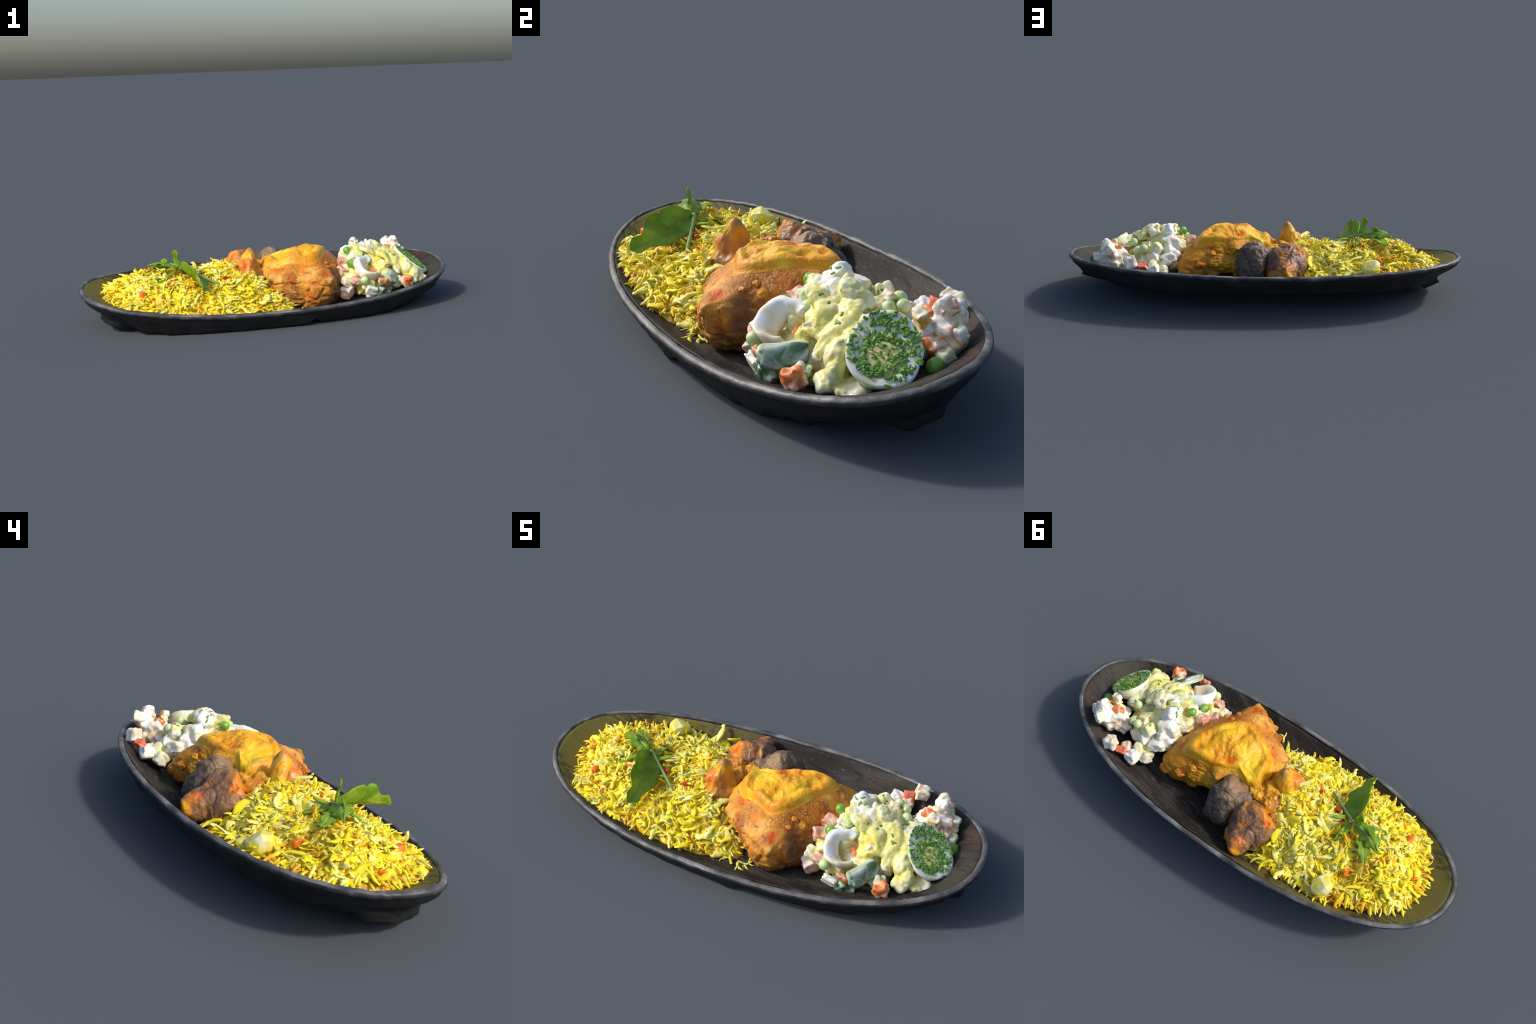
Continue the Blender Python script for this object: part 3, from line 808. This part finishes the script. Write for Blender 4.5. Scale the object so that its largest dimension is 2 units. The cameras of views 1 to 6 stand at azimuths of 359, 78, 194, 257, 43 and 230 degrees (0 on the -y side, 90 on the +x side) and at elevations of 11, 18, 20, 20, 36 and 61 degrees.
# ------------------------------------------------------------------ rocket leaf on the rice
rocket = empty("rocket_leaf", (-.457, -.158, .27), "lobed green rocket leaf with pale stem", "salad leaf")
leaf_mat = paint("rocket_green", [(0.25, (.12, .28, .02)), (0.5, (.27, .46, .03)), (0.75, (.50, .65, .08))], scale=12, detail=4, rough=.4, spec=.4, translucent=.35,
                 specks=[((.42, .52, .08), 14, .64, .76, .5)], bump=(45, .4, .004))
stem_mat = paint("pale_stem", [(0.3, (.16, .30, .08)), (0.7, (.34, .48, .17))], scale=25, rough=.45)
def blade(name, spine, half, wav=.006, seed=0, tilt=(0, 0, 1), thick=.005, lobes=0.0, curl=0.0):
    """a thin leaf blade swept along a spine; half = half width along it, lobed at the edge"""
    n, m = 40, 15
    S = spline(spine, n)
    W = np.interp(np.linspace(0, 1, n), np.linspace(0, 1, len(half)), half)
    T = np.gradient(S, axis=0); T /= np.linalg.norm(T, axis=1)[:, None]
    up = np.asarray(tilt, float)
    side = np.cross(T, up); side /= np.linalg.norm(side, axis=1)[:, None] + 1e-9
    nor = np.cross(side, T)
    u = np.linspace(-1, 1, m)
    ph = np.linspace(0, 1, n)
    lob = 1 + lobes * (2 * np.abs((ph * 3.1 + seed * .37) % 1 - .5) * 2 - 1)
    P = S[:, None] + side[:, None] * (W * lob)[:, None, None] * u[None, :, None]
    P = P + nor[:, None] * (curl * W[:, None] * u[None] ** 2)[..., None]
    flatp = P.reshape(-1, 3)
    P = (flatp + wav * np.repeat(nor, m, 0) * (fbm(flatp, 22, seed, 2) * np.abs(np.tile(u, n)) ** .7)[:, None] - np.repeat(nor, m, 0) * (.004 * np.exp(-(np.tile(u, n) / .12) ** 2))[:, None])
    up_side, dn_side = P, P - np.repeat(nor, m, 0) * thick
    V = np.concatenate([up_side, dn_side])
    k = n * m
    F = grid_faces(n, m, False)
    F2 = [(a + k, d + k, c + k, b + k) for a, b, c, d in F]
    rim = [i for i in range(m)] + [i * m + m - 1 for i in range(1, n)] + [(n - 1) * m + j for j in range(m - 2, -1, -1)] + [i * m for i in range(n - 2, 0, -1)]
    F3 = [(rim[(i + 1) % len(rim)], rim[i], rim[i] + k, rim[(i + 1) % len(rim)] + k) for i in range(len(rim))]
    return make(name, V, F + F2 + F3, leaf_mat, rocket)
blade("leaf_blade", [(-.455, -.165, .285), (-.435, -.212, .282), (-.398, -.264, .264), (-.374, -.302, .257), (-.355, -.347, .238), (-.340, -.385, .228), (-.337, -.412, .218)], [.014, .046, .068, .068, .050, .032, .028, .008], .008, 1, (.66, .29, .68), lobes=.17, curl=.45)
blade("leaf_blade", [(-.47, -.158, .295), (-.53, -.158, .312), (-.585, -.148, .318), (-.641, -.134, .301)], [.014, .032, .040, .030, .036, .014, .003], .012, 2, (.1, .25, 1), lobes=.25, curl=-.3)
blade("leaf_lobe", [(-.545, -.165, .315), (-.556, -.155, .338)], [.022, .018, .006], .004, 3, (0, 1, .2))
blade("leaf_lobe", [(-.472, -.157, .295), (-.484, -.157, .325), (-.488, -.165, .355), (-.490, -.168, .386)], [.010, .019, .016, .014, .018, .009], .003, 4, (.3, 1, .1), lobes=.15)
blade("leaf_lobe", [(-.44, -.15, .275), (-.455, -.11, .272), (-.465, -.049, .264)], [.010, .020, .018, .014, .006], .005, 5, (0, 0, 1))
blade("leaf_lobe", [(-.53, -.15, .290), (-.585, -.105, .292), (-.63, -.066, .283)], [.018, .030, .026, .018, .005], .008, 6, (0, 0, 1), lobes=.2)
blade("leaf_lobe", [(-.475, -.175, .285), (-.51, -.205, .270), (-.55, -.24, .245), (-.571, -.248, .238), (-.575, -.215, .245), (-.561, -.182, .250)], [.010, .009, .008, .009, .010, .012, .006], .003, 7, (0, 0, 1))
blade("leaf_lobe", [(-.415, -.165, .265), (-.395, -.135, .275), (-.375, -.115, .280)], [.006, .010, .008, .003], .003, 8, (0, 0, 1))
st = spline([(-.262, -.222, .203), (-.31, -.205, .224), (-.369, -.185, .249), (-.42, -.168, .273), (-.457, -.158, .290), (-.53, -.156, .312), (-.60, -.146, .312)], 40)
tv, tf = tube(st, np.interp(np.linspace(0, 1, 40), [0, .1, .6, 1], [.004, .0065, .0085, .003]), 8)
make("leaf_stem", tv, tf, stem_mat, rocket)

# ------------------------------------------------------------------ dressed salad
salad = empty("dressed_salad", (.56, .12, .12), "creamy diced vegetable salad with peas and carrot", "salad")
WHITE = (.95, .93, .86)
dress_mat = paint("creamy_dressing", [(0.24, (.58, .48, .08)), (0.38, (.80, .75, .28)), (0.52, (.90, .88, .58)), (0.66, WHITE)], scale=12, detail=5, rough=.38, spec=.45, coat=.15, distort=1.2,
                  specks=[((.50, .40, .05), 15, .58, .67, .75), ((.80, .66, .06), 9, .62, .72, .7), ((.86, .40, .20), 12, .66, .72, .65), ((.60, .70, .16), 10, .64, .73, .65), ((.16, .34, .04), 42, .70, .73, .9)],
                  spots=[((.45, .15, .34), .11, .8, (.95, .95, .93), .9), ((.43, .25, .24), .09, .8, (.95, .94, .91), .8), ((.60, -.02, .29), .13, .7, (.84, .79, .24), .7), ((.67, .06, .24), .13, .7, (.80, .74, .17), .85), ((.60, .0, .24), .09, .8, (.82, .76, .16), .75), ((.60, .12, .30), .07, .8, (.84, .80, .26), .6), ((.77, .03, .17), .10, .8, (.78, .70, .16), .9), ((.55, .03, .29), .07, .8, (.80, .76, .22), .7),  # yellow zones tint the dressing with the scan's baked warm light
                         ((.58, .25, .20), .09, .8, (.62, .52, .16), .6)],
                  bump=((30, .4, .008), (90, .25, .003)))
mass_pts = [(.51, .114, .366), (.404, .184, .258), (.441, .269, .221), (.469, .36, .185), (.569, .276, .258), (.642, .109, .280), (.41, .04, .245), (.437, .07, .295), (.557, -.03, .215), (.50, -.035, .225), (.66, -.02, .200),
            (.62, -.11, .150), (.42, -.08, .165), (.504, -.125, .155), (.55, .1, .05), (.45, -.06, .08), (.48, .3, .13), (.62, .3, .17), (.70, .2, .2), (.74, .1, .21), (.70, .02, .16), (.39, .1, .17), (.41, .2, .17),
            (.56, -.13, .10), (.57, .04, .29), (.58, .12, .335), (.455, .12, .345), (.52, .2, .31), (.64, .2, .255), (.46, .05, .315)]
mv, md, mf = star((.54, .1, .17), mass_pts, 7, .16, 2e-3)
def chunk_mass(v, f, count, seed, size=(.03, .055), core=.82, center=(0, 0, 0), zmin=.05, voxel=.005, extra=()):
    """a body made of many diced chunks stuck together: union by remeshing, softened where they touch"""
    r = np.random.default_rng(seed)
    n = normals(v, f)
    c = np.asarray(center)
    parts = [(c + (v - c) * core, f)] + list(extra)
    idx = r.choice(np.where(v[:, 2] > zmin)[0], count * 8, replace=False)
    kept = []
    for i in idx:
        if all(np.linalg.norm(v[i] - v[j]) > .8 * size[0] for j in kept):
            kept.append(i)
        if len(kept) == count:
            break
    for k, i in enumerate(kept):
        sz = r.uniform(*size, 3) * (1, 1, .8)
        bv, bf = rounded_box(sz, r.uniform(.2, .6), .14, seed + k, 6)
        q = r.normal(size=4); q /= np.linalg.norm(q)
        from mathutils import Quaternion
        R = np.array(Quaternion(q).to_matrix())
        parts.append((bv @ R.T + v[i] - n[i] * sz.min() * r.uniform(.25, .75), bf))
    VV, FF, m = [], [], 0
    for a, b in parts:
        VV.append(a); FF += [tuple(int(x) + m for x in q) for q in b]; m += len(a)
    o = make("tmp", np.concatenate(VV), FF, [], None)
    md = o.modifiers.new("r", "REMESH"); md.mode = "VOXEL"; md.voxel_size = voxel
    sm = o.modifiers.new("s", "SMOOTH"); sm.factor = .5; sm.iterations = 3
    dg = bpy.context.evaluated_depsgraph_get()
    me = o.evaluated_get(dg).to_mesh()
    V = np.array([p.co[:] for p in me.vertices])
    Fq = [tuple(p.vertices) for p in me.polygons]
    o.evaluated_get(dg).to_mesh_clear()
    old = o.data
    bpy.data.objects.remove(o); bpy.data.meshes.remove(old)
    return V, Fq
def ribbon(p, w, seed, squash=.4):
    """folded strip of cabbage"""
    P = spline(p, 24)
    v, f = tube(P, np.interp(np.linspace(0, 1, 24), [0, .25, .75, 1], [w * .6, w, w * .9, w * .4]), 12, squash=squash)
    return v + .012 * np.stack([fbm(v + k, 15, seed + k, 2) for k in range(3)], 1), f
def lump(p, r, seed):
    D, F = ico(4)
    return D * (1 + .25 * fbm(D + seed, 1.4, seed, 2))[:, None] * np.array(r) + np.array(p), F
ribbons = [lump((.750, .045, .185), (.04, .045, .055), 31), lump((.82, .055, .128), (.05, .045, .028), 32), lump((.71, .12, .2), (.05, .07, .05), 33), lump((.795, .012, .165), (.026, .026, .035), 34),
           ribbon([(.60, .15, .275), (.642, .11, .285), (.68, .07, .255), (.70, .02, .21), (.71, -.01, .17)], .034, 720), ribbon([(.53, .03, .262), (.585, .05, .28), (.635, .035, .268), (.665, .0, .225)], .032, 730),
           ribbon([(.58, -.01, .215), (.63, -.0, .23), (.67, .03, .225), (.69, .08, .23)], .028, 740), ribbon([(.66, .16, .26), (.70, .13, .26), (.735, .08, .24), (.76, .05, .21), (.79, .01, .18)], .032, 750),
           ribbon([(.50, .06, .315), (.545, .04, .305), (.58, .05, .285)], .034, 760), ribbon([(.57, .11, .335), (.61, .13, .31), (.63, .17, .275)], .032, 780), ribbon([(.66, .22, .255), (.69, .19, .255), (.70, .14, .26)], .028, 785),
           ribbon([(.74, .0, .15), (.78, -.005, .135), (.80, .0, .120)], .032, 770, .7), ribbon([(.70, .22, .19), (.72, .12, .19), (.74, .05, .16)], .05, 790, .8)]
def tri_faces(F):
    return np.array([t for f in F for t in ((f[0], f[1], f[2]), (f[0], f[2], f[3]))])
mv = mv - normals(mv, mf) * .016
mv, mf = chunk_mass(mv, mf, 85, 41, center=(.54, .1, .15), extra=ribbons, core=.82, size=(.04, .078))
mn = normals(mv, tri_faces(mf))
mv += mn * (0.004 * fbm(mv, 26, 81, 3) + .003 * ridged(mv, 40, 83))[:, None]
mv = rest(mv)
make("salad_mass", mv, mf, dress_mat, salad)
right_pts = [(.732, .348, .315), (.715, .395, .290), (.764, .299, .21), (.80, .315, .20), (.78, .36, .265), (.69, .29, .27), (.63, .29, .235), (.66, .36, .23), (.74, .30, .13), (.80, .30, .16), (.70, .25, .24), (.70, .40, .22), (.76, .39, .235), (.62, .32, .18), (.70, .34, .295)]
rv, rd, rf = star((.71, .33, .22), right_pts, 6, .18, 2e-3)
rv = rv - normals(rv, rf) * .012
rv, rf = chunk_mass(rv, rf, 26, 43, center=(.71, .33, .2), size=(.038, .065))
rv += normals(rv, tri_faces(rf)) * (0.004 * fbm(rv, 26, 91, 3))[:, None]
dress_b = paint("pink_dressing", [(0.25, (.72, .40, .14)), (0.4, (.86, .70, .42)), (0.52, WHITE)], scale=13, detail=5, rough=.4, coat=.1, distort=1.0,
                specks=[((.55, .36, .08), 15, .60, .68, .7), ((.82, .28, .10), 11, .59, .67, .85), ((.75, .62, .05), 10, .66, .74, .8)], bump=((30, .4, .008), (90, .25, .003)))
rv = rest(rv)
make("salad_clump", rv, rf, dress_b, salad)

pea_mat = paint("green_pea", [(0.3, (.10, .30, .02)), (0.6, (.22, .48, .045)), (0.8, (.50, .68, .22))], scale=22, detail=3, rough=.3, spec=.5, coat=.2)
pale_pea_mat = paint("dressed_pea", [(0.3, (.40, .60, .16)), (0.6, (.72, .82, .46)), (0.8, (.92, .93, .80))], scale=22, detail=3, rough=.35, coat=.2)
def pea(p, r, mt=pea_mat, seed=0):
    D, FF = ico(4)
    v = D * (r * (1 + .05 * fbm(D + seed, 1.5, 500 + seed, 2)))[:, None] + np.array(p)
    return make("pea", v, FF, mt, salad)
for i, (p, r, mt) in enumerate([((.434, .050, .302), .021, pea_mat), ((.445, -.028, .246), .022, pea_mat), ((.536, .017, .255), .025, pale_pea_mat), ((.829, .272, .166), .026, pea_mat), ((.504, -.138, .172), .022, pale_pea_mat),
        ((.566, .272, .262), .022, pale_pea_mat), ((.60, .27, .25), .022, pale_pea_mat), ((.405, .0, .30), .0, pea_mat), ((.645, .21, .27), .02, pale_pea_mat), ((.50, .02, .285), .02, pale_pea_mat)]):
    if r:
        pea(p, r, mt, i)

carrot_dice = paint("carrot_dice", [(0.32, (.62, .13, .03)), (0.48, (.76, .24, .07)), (0.58, (.88, .66, .48)), (0.7, (.92, .90, .84))], scale=19, detail=4, rough=.4, distort=1, bump=(50, .3, .004))
ham_dice = paint("ham_dice", [(0.32, (.66, .26, .17)), (0.48, (.80, .44, .33)), (0.58, (.90, .76, .64)), (0.7, (.93, .91, .86))], scale=19, detail=4, rough=.4, distort=1, bump=(50, .3, .004))
potato_dice = paint("potato_dice", [(0.3, (.72, .66, .28)), (0.5, (.88, .85, .60)), (0.7, (.94, .93, .86))], scale=12, detail=4, rough=.42, bump=(50, .3, .004))
white_dice = paint("white_dice", [(0.34, (.80, .64, .44)), (0.46, (.86, .82, .64)), (0.58, (.88, .89, .90))], scale=13, detail=4, rough=.4, bump=(50, .2, .003))
crab_mat = paint("crab_stick", [(0.35, (.72, .13, .06)), (0.55, (.84, .22, .11)), (0.7, (.90, .42, .28))], scale=9, detail=5, rough=.4, stretch=(1, 1, 5), bump=(60, .4, .004))
cuke_mat = paint("cucumber", [(0.3, (.30, .40, .22)), (0.5, (.62, .70, .48)), (0.7, (.88, .90, .80))], scale=14, detail=4, rough=.35, coat=.2)
rind_mat = paint("cucumber_rind", [(0.3, (.03, .09, .03)), (0.45, (.10, .19, .10)), (0.56, (.34, .42, .36)), (0.7, (.66, .70, .68))], scale=15, detail=4, rough=.35, coat=.2)
yellow_mat = paint("dressed_cabbage", [(0.25, (.62, .54, .08)), (0.5, (.82, .76, .22)), (0.75, (.92, .90, .55))], scale=13, detail=4, rough=.35, coat=.15, translucent=.12, bump=(40, .3, .005))
ORANGE_YELLOW = paint("orange_dice", [(0.32, (.76, .36, .03)), (0.46, (.84, .52, .10)), (0.56, (.92, .86, .66)), (0.7, (.93, .92, .86))], scale=19, detail=4, rough=.4)

def dice(name, p, size, mt, rot=(0, 0, 0), seed=0, bevel=.3):
    v, f = rounded_box(np.array(size) * .92, bevel, .18, 600 + seed, 8)
    v = v + .0035 * np.stack([fbm(v + 7 * k + seed, 45, 650 + k, 2) for k in range(3)], 1)
    from mathutils import Euler
    R = np.array(Euler(rot).to_matrix())
    return make(name, v @ R.T + np.array(p), f, mt, salad)
named = [("carrot_cube", (.738, -.082, .146), (.060, .055, .056), carrot_dice, (.15, -.2, .5)), ("potato_cube", (.582, .420, .240), (.062, .056, .062), white_dice, (.2, .15, .6)),
         ("crab_stick_piece", (.532, .396, .205), (.050, .036, .056), crab_mat, (-.5, .1, .6)), ("potato_cube", (.478, .376, .190), (.050, .060, .055), white_dice, (.3, .5, .4)), ("ham_cube", (.402, .020, .236), (.060, .055, .060), ham_dice, (.3, .4, .2)),
         ("ham_cube", (.39, -.035, .20), (.055, .05, .06), ham_dice, (.5, .1, .9)), ("potato_cube", (.415, -.103, .162), (.055, .055, .045), potato_dice, (.2, .3, .3)), ("ham_cube", (.412, -.108, .105), (.070, .06, .062), ham_dice, (.2, -.3, .9)),
         ("ham_cube", (.465, -.118, .165), (.06, .04, .04), ham_dice, (.1, .3, .4)), ("carrot_cube", (.765, .300, .195), (.056, .056, .06), carrot_dice, (.5, .4, .2)), ("potato_cube", (.80, .315, .170), (.046, .05, .06), potato_dice, (.6, .1, .2)),
         ("carrot_sliver", (.605, -.143, .165), (.065, .02, .030), carrot_dice, (.2, .3, .3)), ("orange_cube", (.625, .0, .222), (.05, .05, .05), ORANGE_YELLOW, (.3, .6, .2)), ("potato_cube", (.445, .255, .215), (.07, .06, .05), white_dice, (.3, .2, .7)),
         ("potato_cube", (.565, .13, .310), (.06, .05, .05), potato_dice, (.6, .3, .7)), ("potato_cube", (.47, .04, .265), (.06, .06, .06), potato_dice, (.6, .5, .2)), ("potato_cube", (.735, .345, .288), (.05, .05, .05), ham_dice, (.6, .5, .2)),
         ("orange_cube", (.565, .235, .262), (.045, .05, .045), ORANGE_YELLOW, (.6, .2, .5)), ("carrot_cube", (.69, .30, .255), (.05, .045, .04), carrot_dice, (.5, .2, .1)), ("potato_cube", (.51, .28, .215), (.06, .06, .055), white_dice, (.5, .6, .1)),
         ("potato_cube", (.775, .36, .225), (.05, .04, .05), potato_dice, (.4, .2, .1)), ("orange_cube", (.475, -.075, .195), (.035, .03, .04), ORANGE_YELLOW, (.2, .2, .2)), ("potato_cube", (.455, .32, .165), (.06, .06, .06), potato_dice, (.7, .2, .2)),
         ("potato_cube", (.70, .385, .28), (.045, .05, .05), white_dice, (.4, .7, .2)), ("orange_cube", (.735, .27, .27), (.05, .04, .045), ORANGE_YELLOW, (.4, .3, .2)), ("potato_cube", (.535, .37, .18), (.05, .05, .06), white_dice, (.4, .3, .9)),
         ("carrot_cube", (.57, -.02, .195), (.04, .04, .04), carrot_dice, (.4, .3, .9)), ("cucumber_cube", (.54, -.145, .115), (.07, .03, .05), cuke_mat, (.4, .3, .3)), ("cucumber_cube", (.60, -.125, .10), (.07, .04, .06), rind_mat, (.2, .5, .5)),
         ("cucumber_cube", (.70, -.05, .14), (.05, .04, .06), cuke_mat, (.4, .3, .9))]
for i, (nm, p, size, mt, rot) in enumerate(named):
    dice(nm, p, size, mt, rot, i)
# cucumber half-slice leaning on the near side
def slab(name, p0, p1, width, thick, normal, mt, seed):
    p0, p1 = np.array(p0), np.array(p1)
    M = frame(normal, p1 - p0)
    v, f = rounded_box((np.linalg.norm(p1 - p0), width, thick), .45, .12, seed, 10)
    v[:, 2] += .25 * width * (1 - (v[:, 1] / (width / 2)) ** 2) * .4
    return make(name, v @ M.T + (p0 + p1) / 2, f, mt, salad)
slab("cucumber_slice", (.638, -.150, .165), (.682, -.030, .190), .060, .020, (.75, -.25, .45), rind_mat, 700)
slab("cucumber_slice", (.625, -.145, .170), (.668, -.028, .200), .050, .018, (.6, -.2, .75), cuke_mat, 701)
# curl of egg white, a thick C-shaped band
t = np.linspace(math.radians(70), math.radians(320), 40)
Mr = frame((.35, -.45, .82), (1, .2, 0))
path = np.array([.538, -.053, .216]) + (np.stack([.056 * np.cos(t), .062 * np.sin(t), 0 * t], 1)) @ Mr.T
tv, tf = tube(path, .019 * np.sin(np.linspace(.35, math.pi - .35, 40)) ** .5 + .004, 14, squash=1.9)
tv += .015 * np.stack([fbm(tv + k, 13, 710 + k, 2) for k in range(3)], 1)
make("egg_white_curl", tv, tf, white_dice, salad)
# chopped herbs on the dressing
herb_mat = paint("chopped_herb", [(0.3, (.06, .19, .02)), (0.5, (.14, .32, .04)), (0.7, (.34, .50, .13))], scale=60, rough=.5)
def flake(p, n, size, seed):
    r = np.random.default_rng(seed)
    v, f = rounded_box((size * r.uniform(.9, 1.8), size * r.uniform(.5, .9), size * .22), .5, .12, seed, 2)
    M = frame(n, r.normal(size=3))
    return v @ M.T + np.asarray(p), f
idx = np.where((mn[:, 2] > .35) & (mv[:, 2] > .26) & (mv[:, 1] > .02))[0]
pick = RNG.choice(idx, 34, replace=False)
join("herb_flecks", [flake(mv[i] + mn[i] * .001, mn[i], .011, 800 + k) for k, i in enumerate(pick)], herb_mat, salad)

# ------------------------------------------------------------------ half a boiled egg, cut face strewn with herbs
egg = empty("half_egg", (.80, .14, .18), "half boiled egg with herb covered cut face", "egg")
EN = np.array([.60, -.10, .79]); EN /= np.linalg.norm(EN)
EC = np.array([.800, .146, .222])
EM = frame(EN, np.array([.884, .082, .151]) - np.array([.742, .178, .285]))     # x along the egg, y across
EA, EB = .116, .098
na = 72
ea = np.linspace(0, 2 * math.pi, na, endpoint=False)
def egg_outline(k):
    k = k * (1 + .075 * noise(np.stack([np.cos(ea), np.sin(ea), 0 * ea], 1), 2.1, 870))
    return np.stack([EA * k * np.cos(ea), EB * k * np.sin(ea) * (1 + .10 * np.cos(ea)), 0 * ea], 1)
rings = []
for k in np.linspace(.03, 1, 14):                      # cut face, slightly dished, the yolk a shallow hollow
    r = egg_outline(k)
    r[:, 2] = .006 * k ** 2 + .005 * noise(r, 22, 850)
    yd = np.hypot((r[:, 0] - .018) / .070, (r[:, 1] + .002) / .062)
    r[:, 2] -= .008 * (1 - smooth(yd, .85, 1.02))
    rings.append(r)
for a in np.linspace(.12, math.pi / 2 - .02, 14):      # rounded back
    r = egg_outline(math.cos(a) * .998)
    r[:, 2] = .006 - .088 * math.sin(a)
    rings.append(r)
ev = np.concatenate(rings) @ EM.T + EC
ef = grid_faces(28, na)
ef = [f for f in ef] + [tuple(range(na - 1, -1, -1)), tuple(range(27 * na, 28 * na))]
albumen_mat = paint("egg_white", [(0.34, (.66, .66, .34)), (0.46, (.80, .82, .72)), (0.6, (.88, .90, .90))], scale=14, detail=4, rough=.32, coat=.2, spots=[(tuple(EC - EN * .075), .085, .5, (.86, .82, .36), .85), (tuple(EC - EN * .04 + EM[:, 0] * -.10), .07, .6, (.86, .83, .40), .8)])
make("egg_white", ev, ef, albumen_mat, egg)
yolk_mat = paint("egg_yolk", [(0.3, (.66, .56, .16)), (0.6, (.84, .76, .30)), (0.8, (.90, .86, .50))], scale=22, detail=5, rough=.6, bump=(60, .6, .006))
D, FF = ico(5)
yv = D * np.array([.068, .060, .012])
yv += D * (.004 * fbm(D, 4, 860, 2))[:, None]
make("egg_yolk", (yv + np.array([.018, -.002, -.006])) @ EM.T + EC, FF, yolk_mat, egg)
fl = []
r = np.random.default_rng(5)
while len(fl) < 300:
    x, y = r.uniform(-EA, EA), r.uniform(-EB, EB)
    rad = math.hypot(x / EA, y / (EB * (1 + .1 * x / EA)))
    if rad > .97 or r.uniform() > (.45 if y < -.055 and x < .05 else 1) or r.uniform() > (.25 if x > .085 else 1):
        continue
    yd = math.hypot((x - .018) / .070, (y + .002) / .062)
    z = .006 * rad ** 2 + (.004 if yd < .9 else .003)
    nn = EN + .35 * r.normal(size=3)
    fl.append(flake(EM @ np.array([x, y, z]) + EC, nn, r.uniform(.008, .014), 900 + len(fl)))
join("herb_sprinkle", fl, herb_mat, egg)
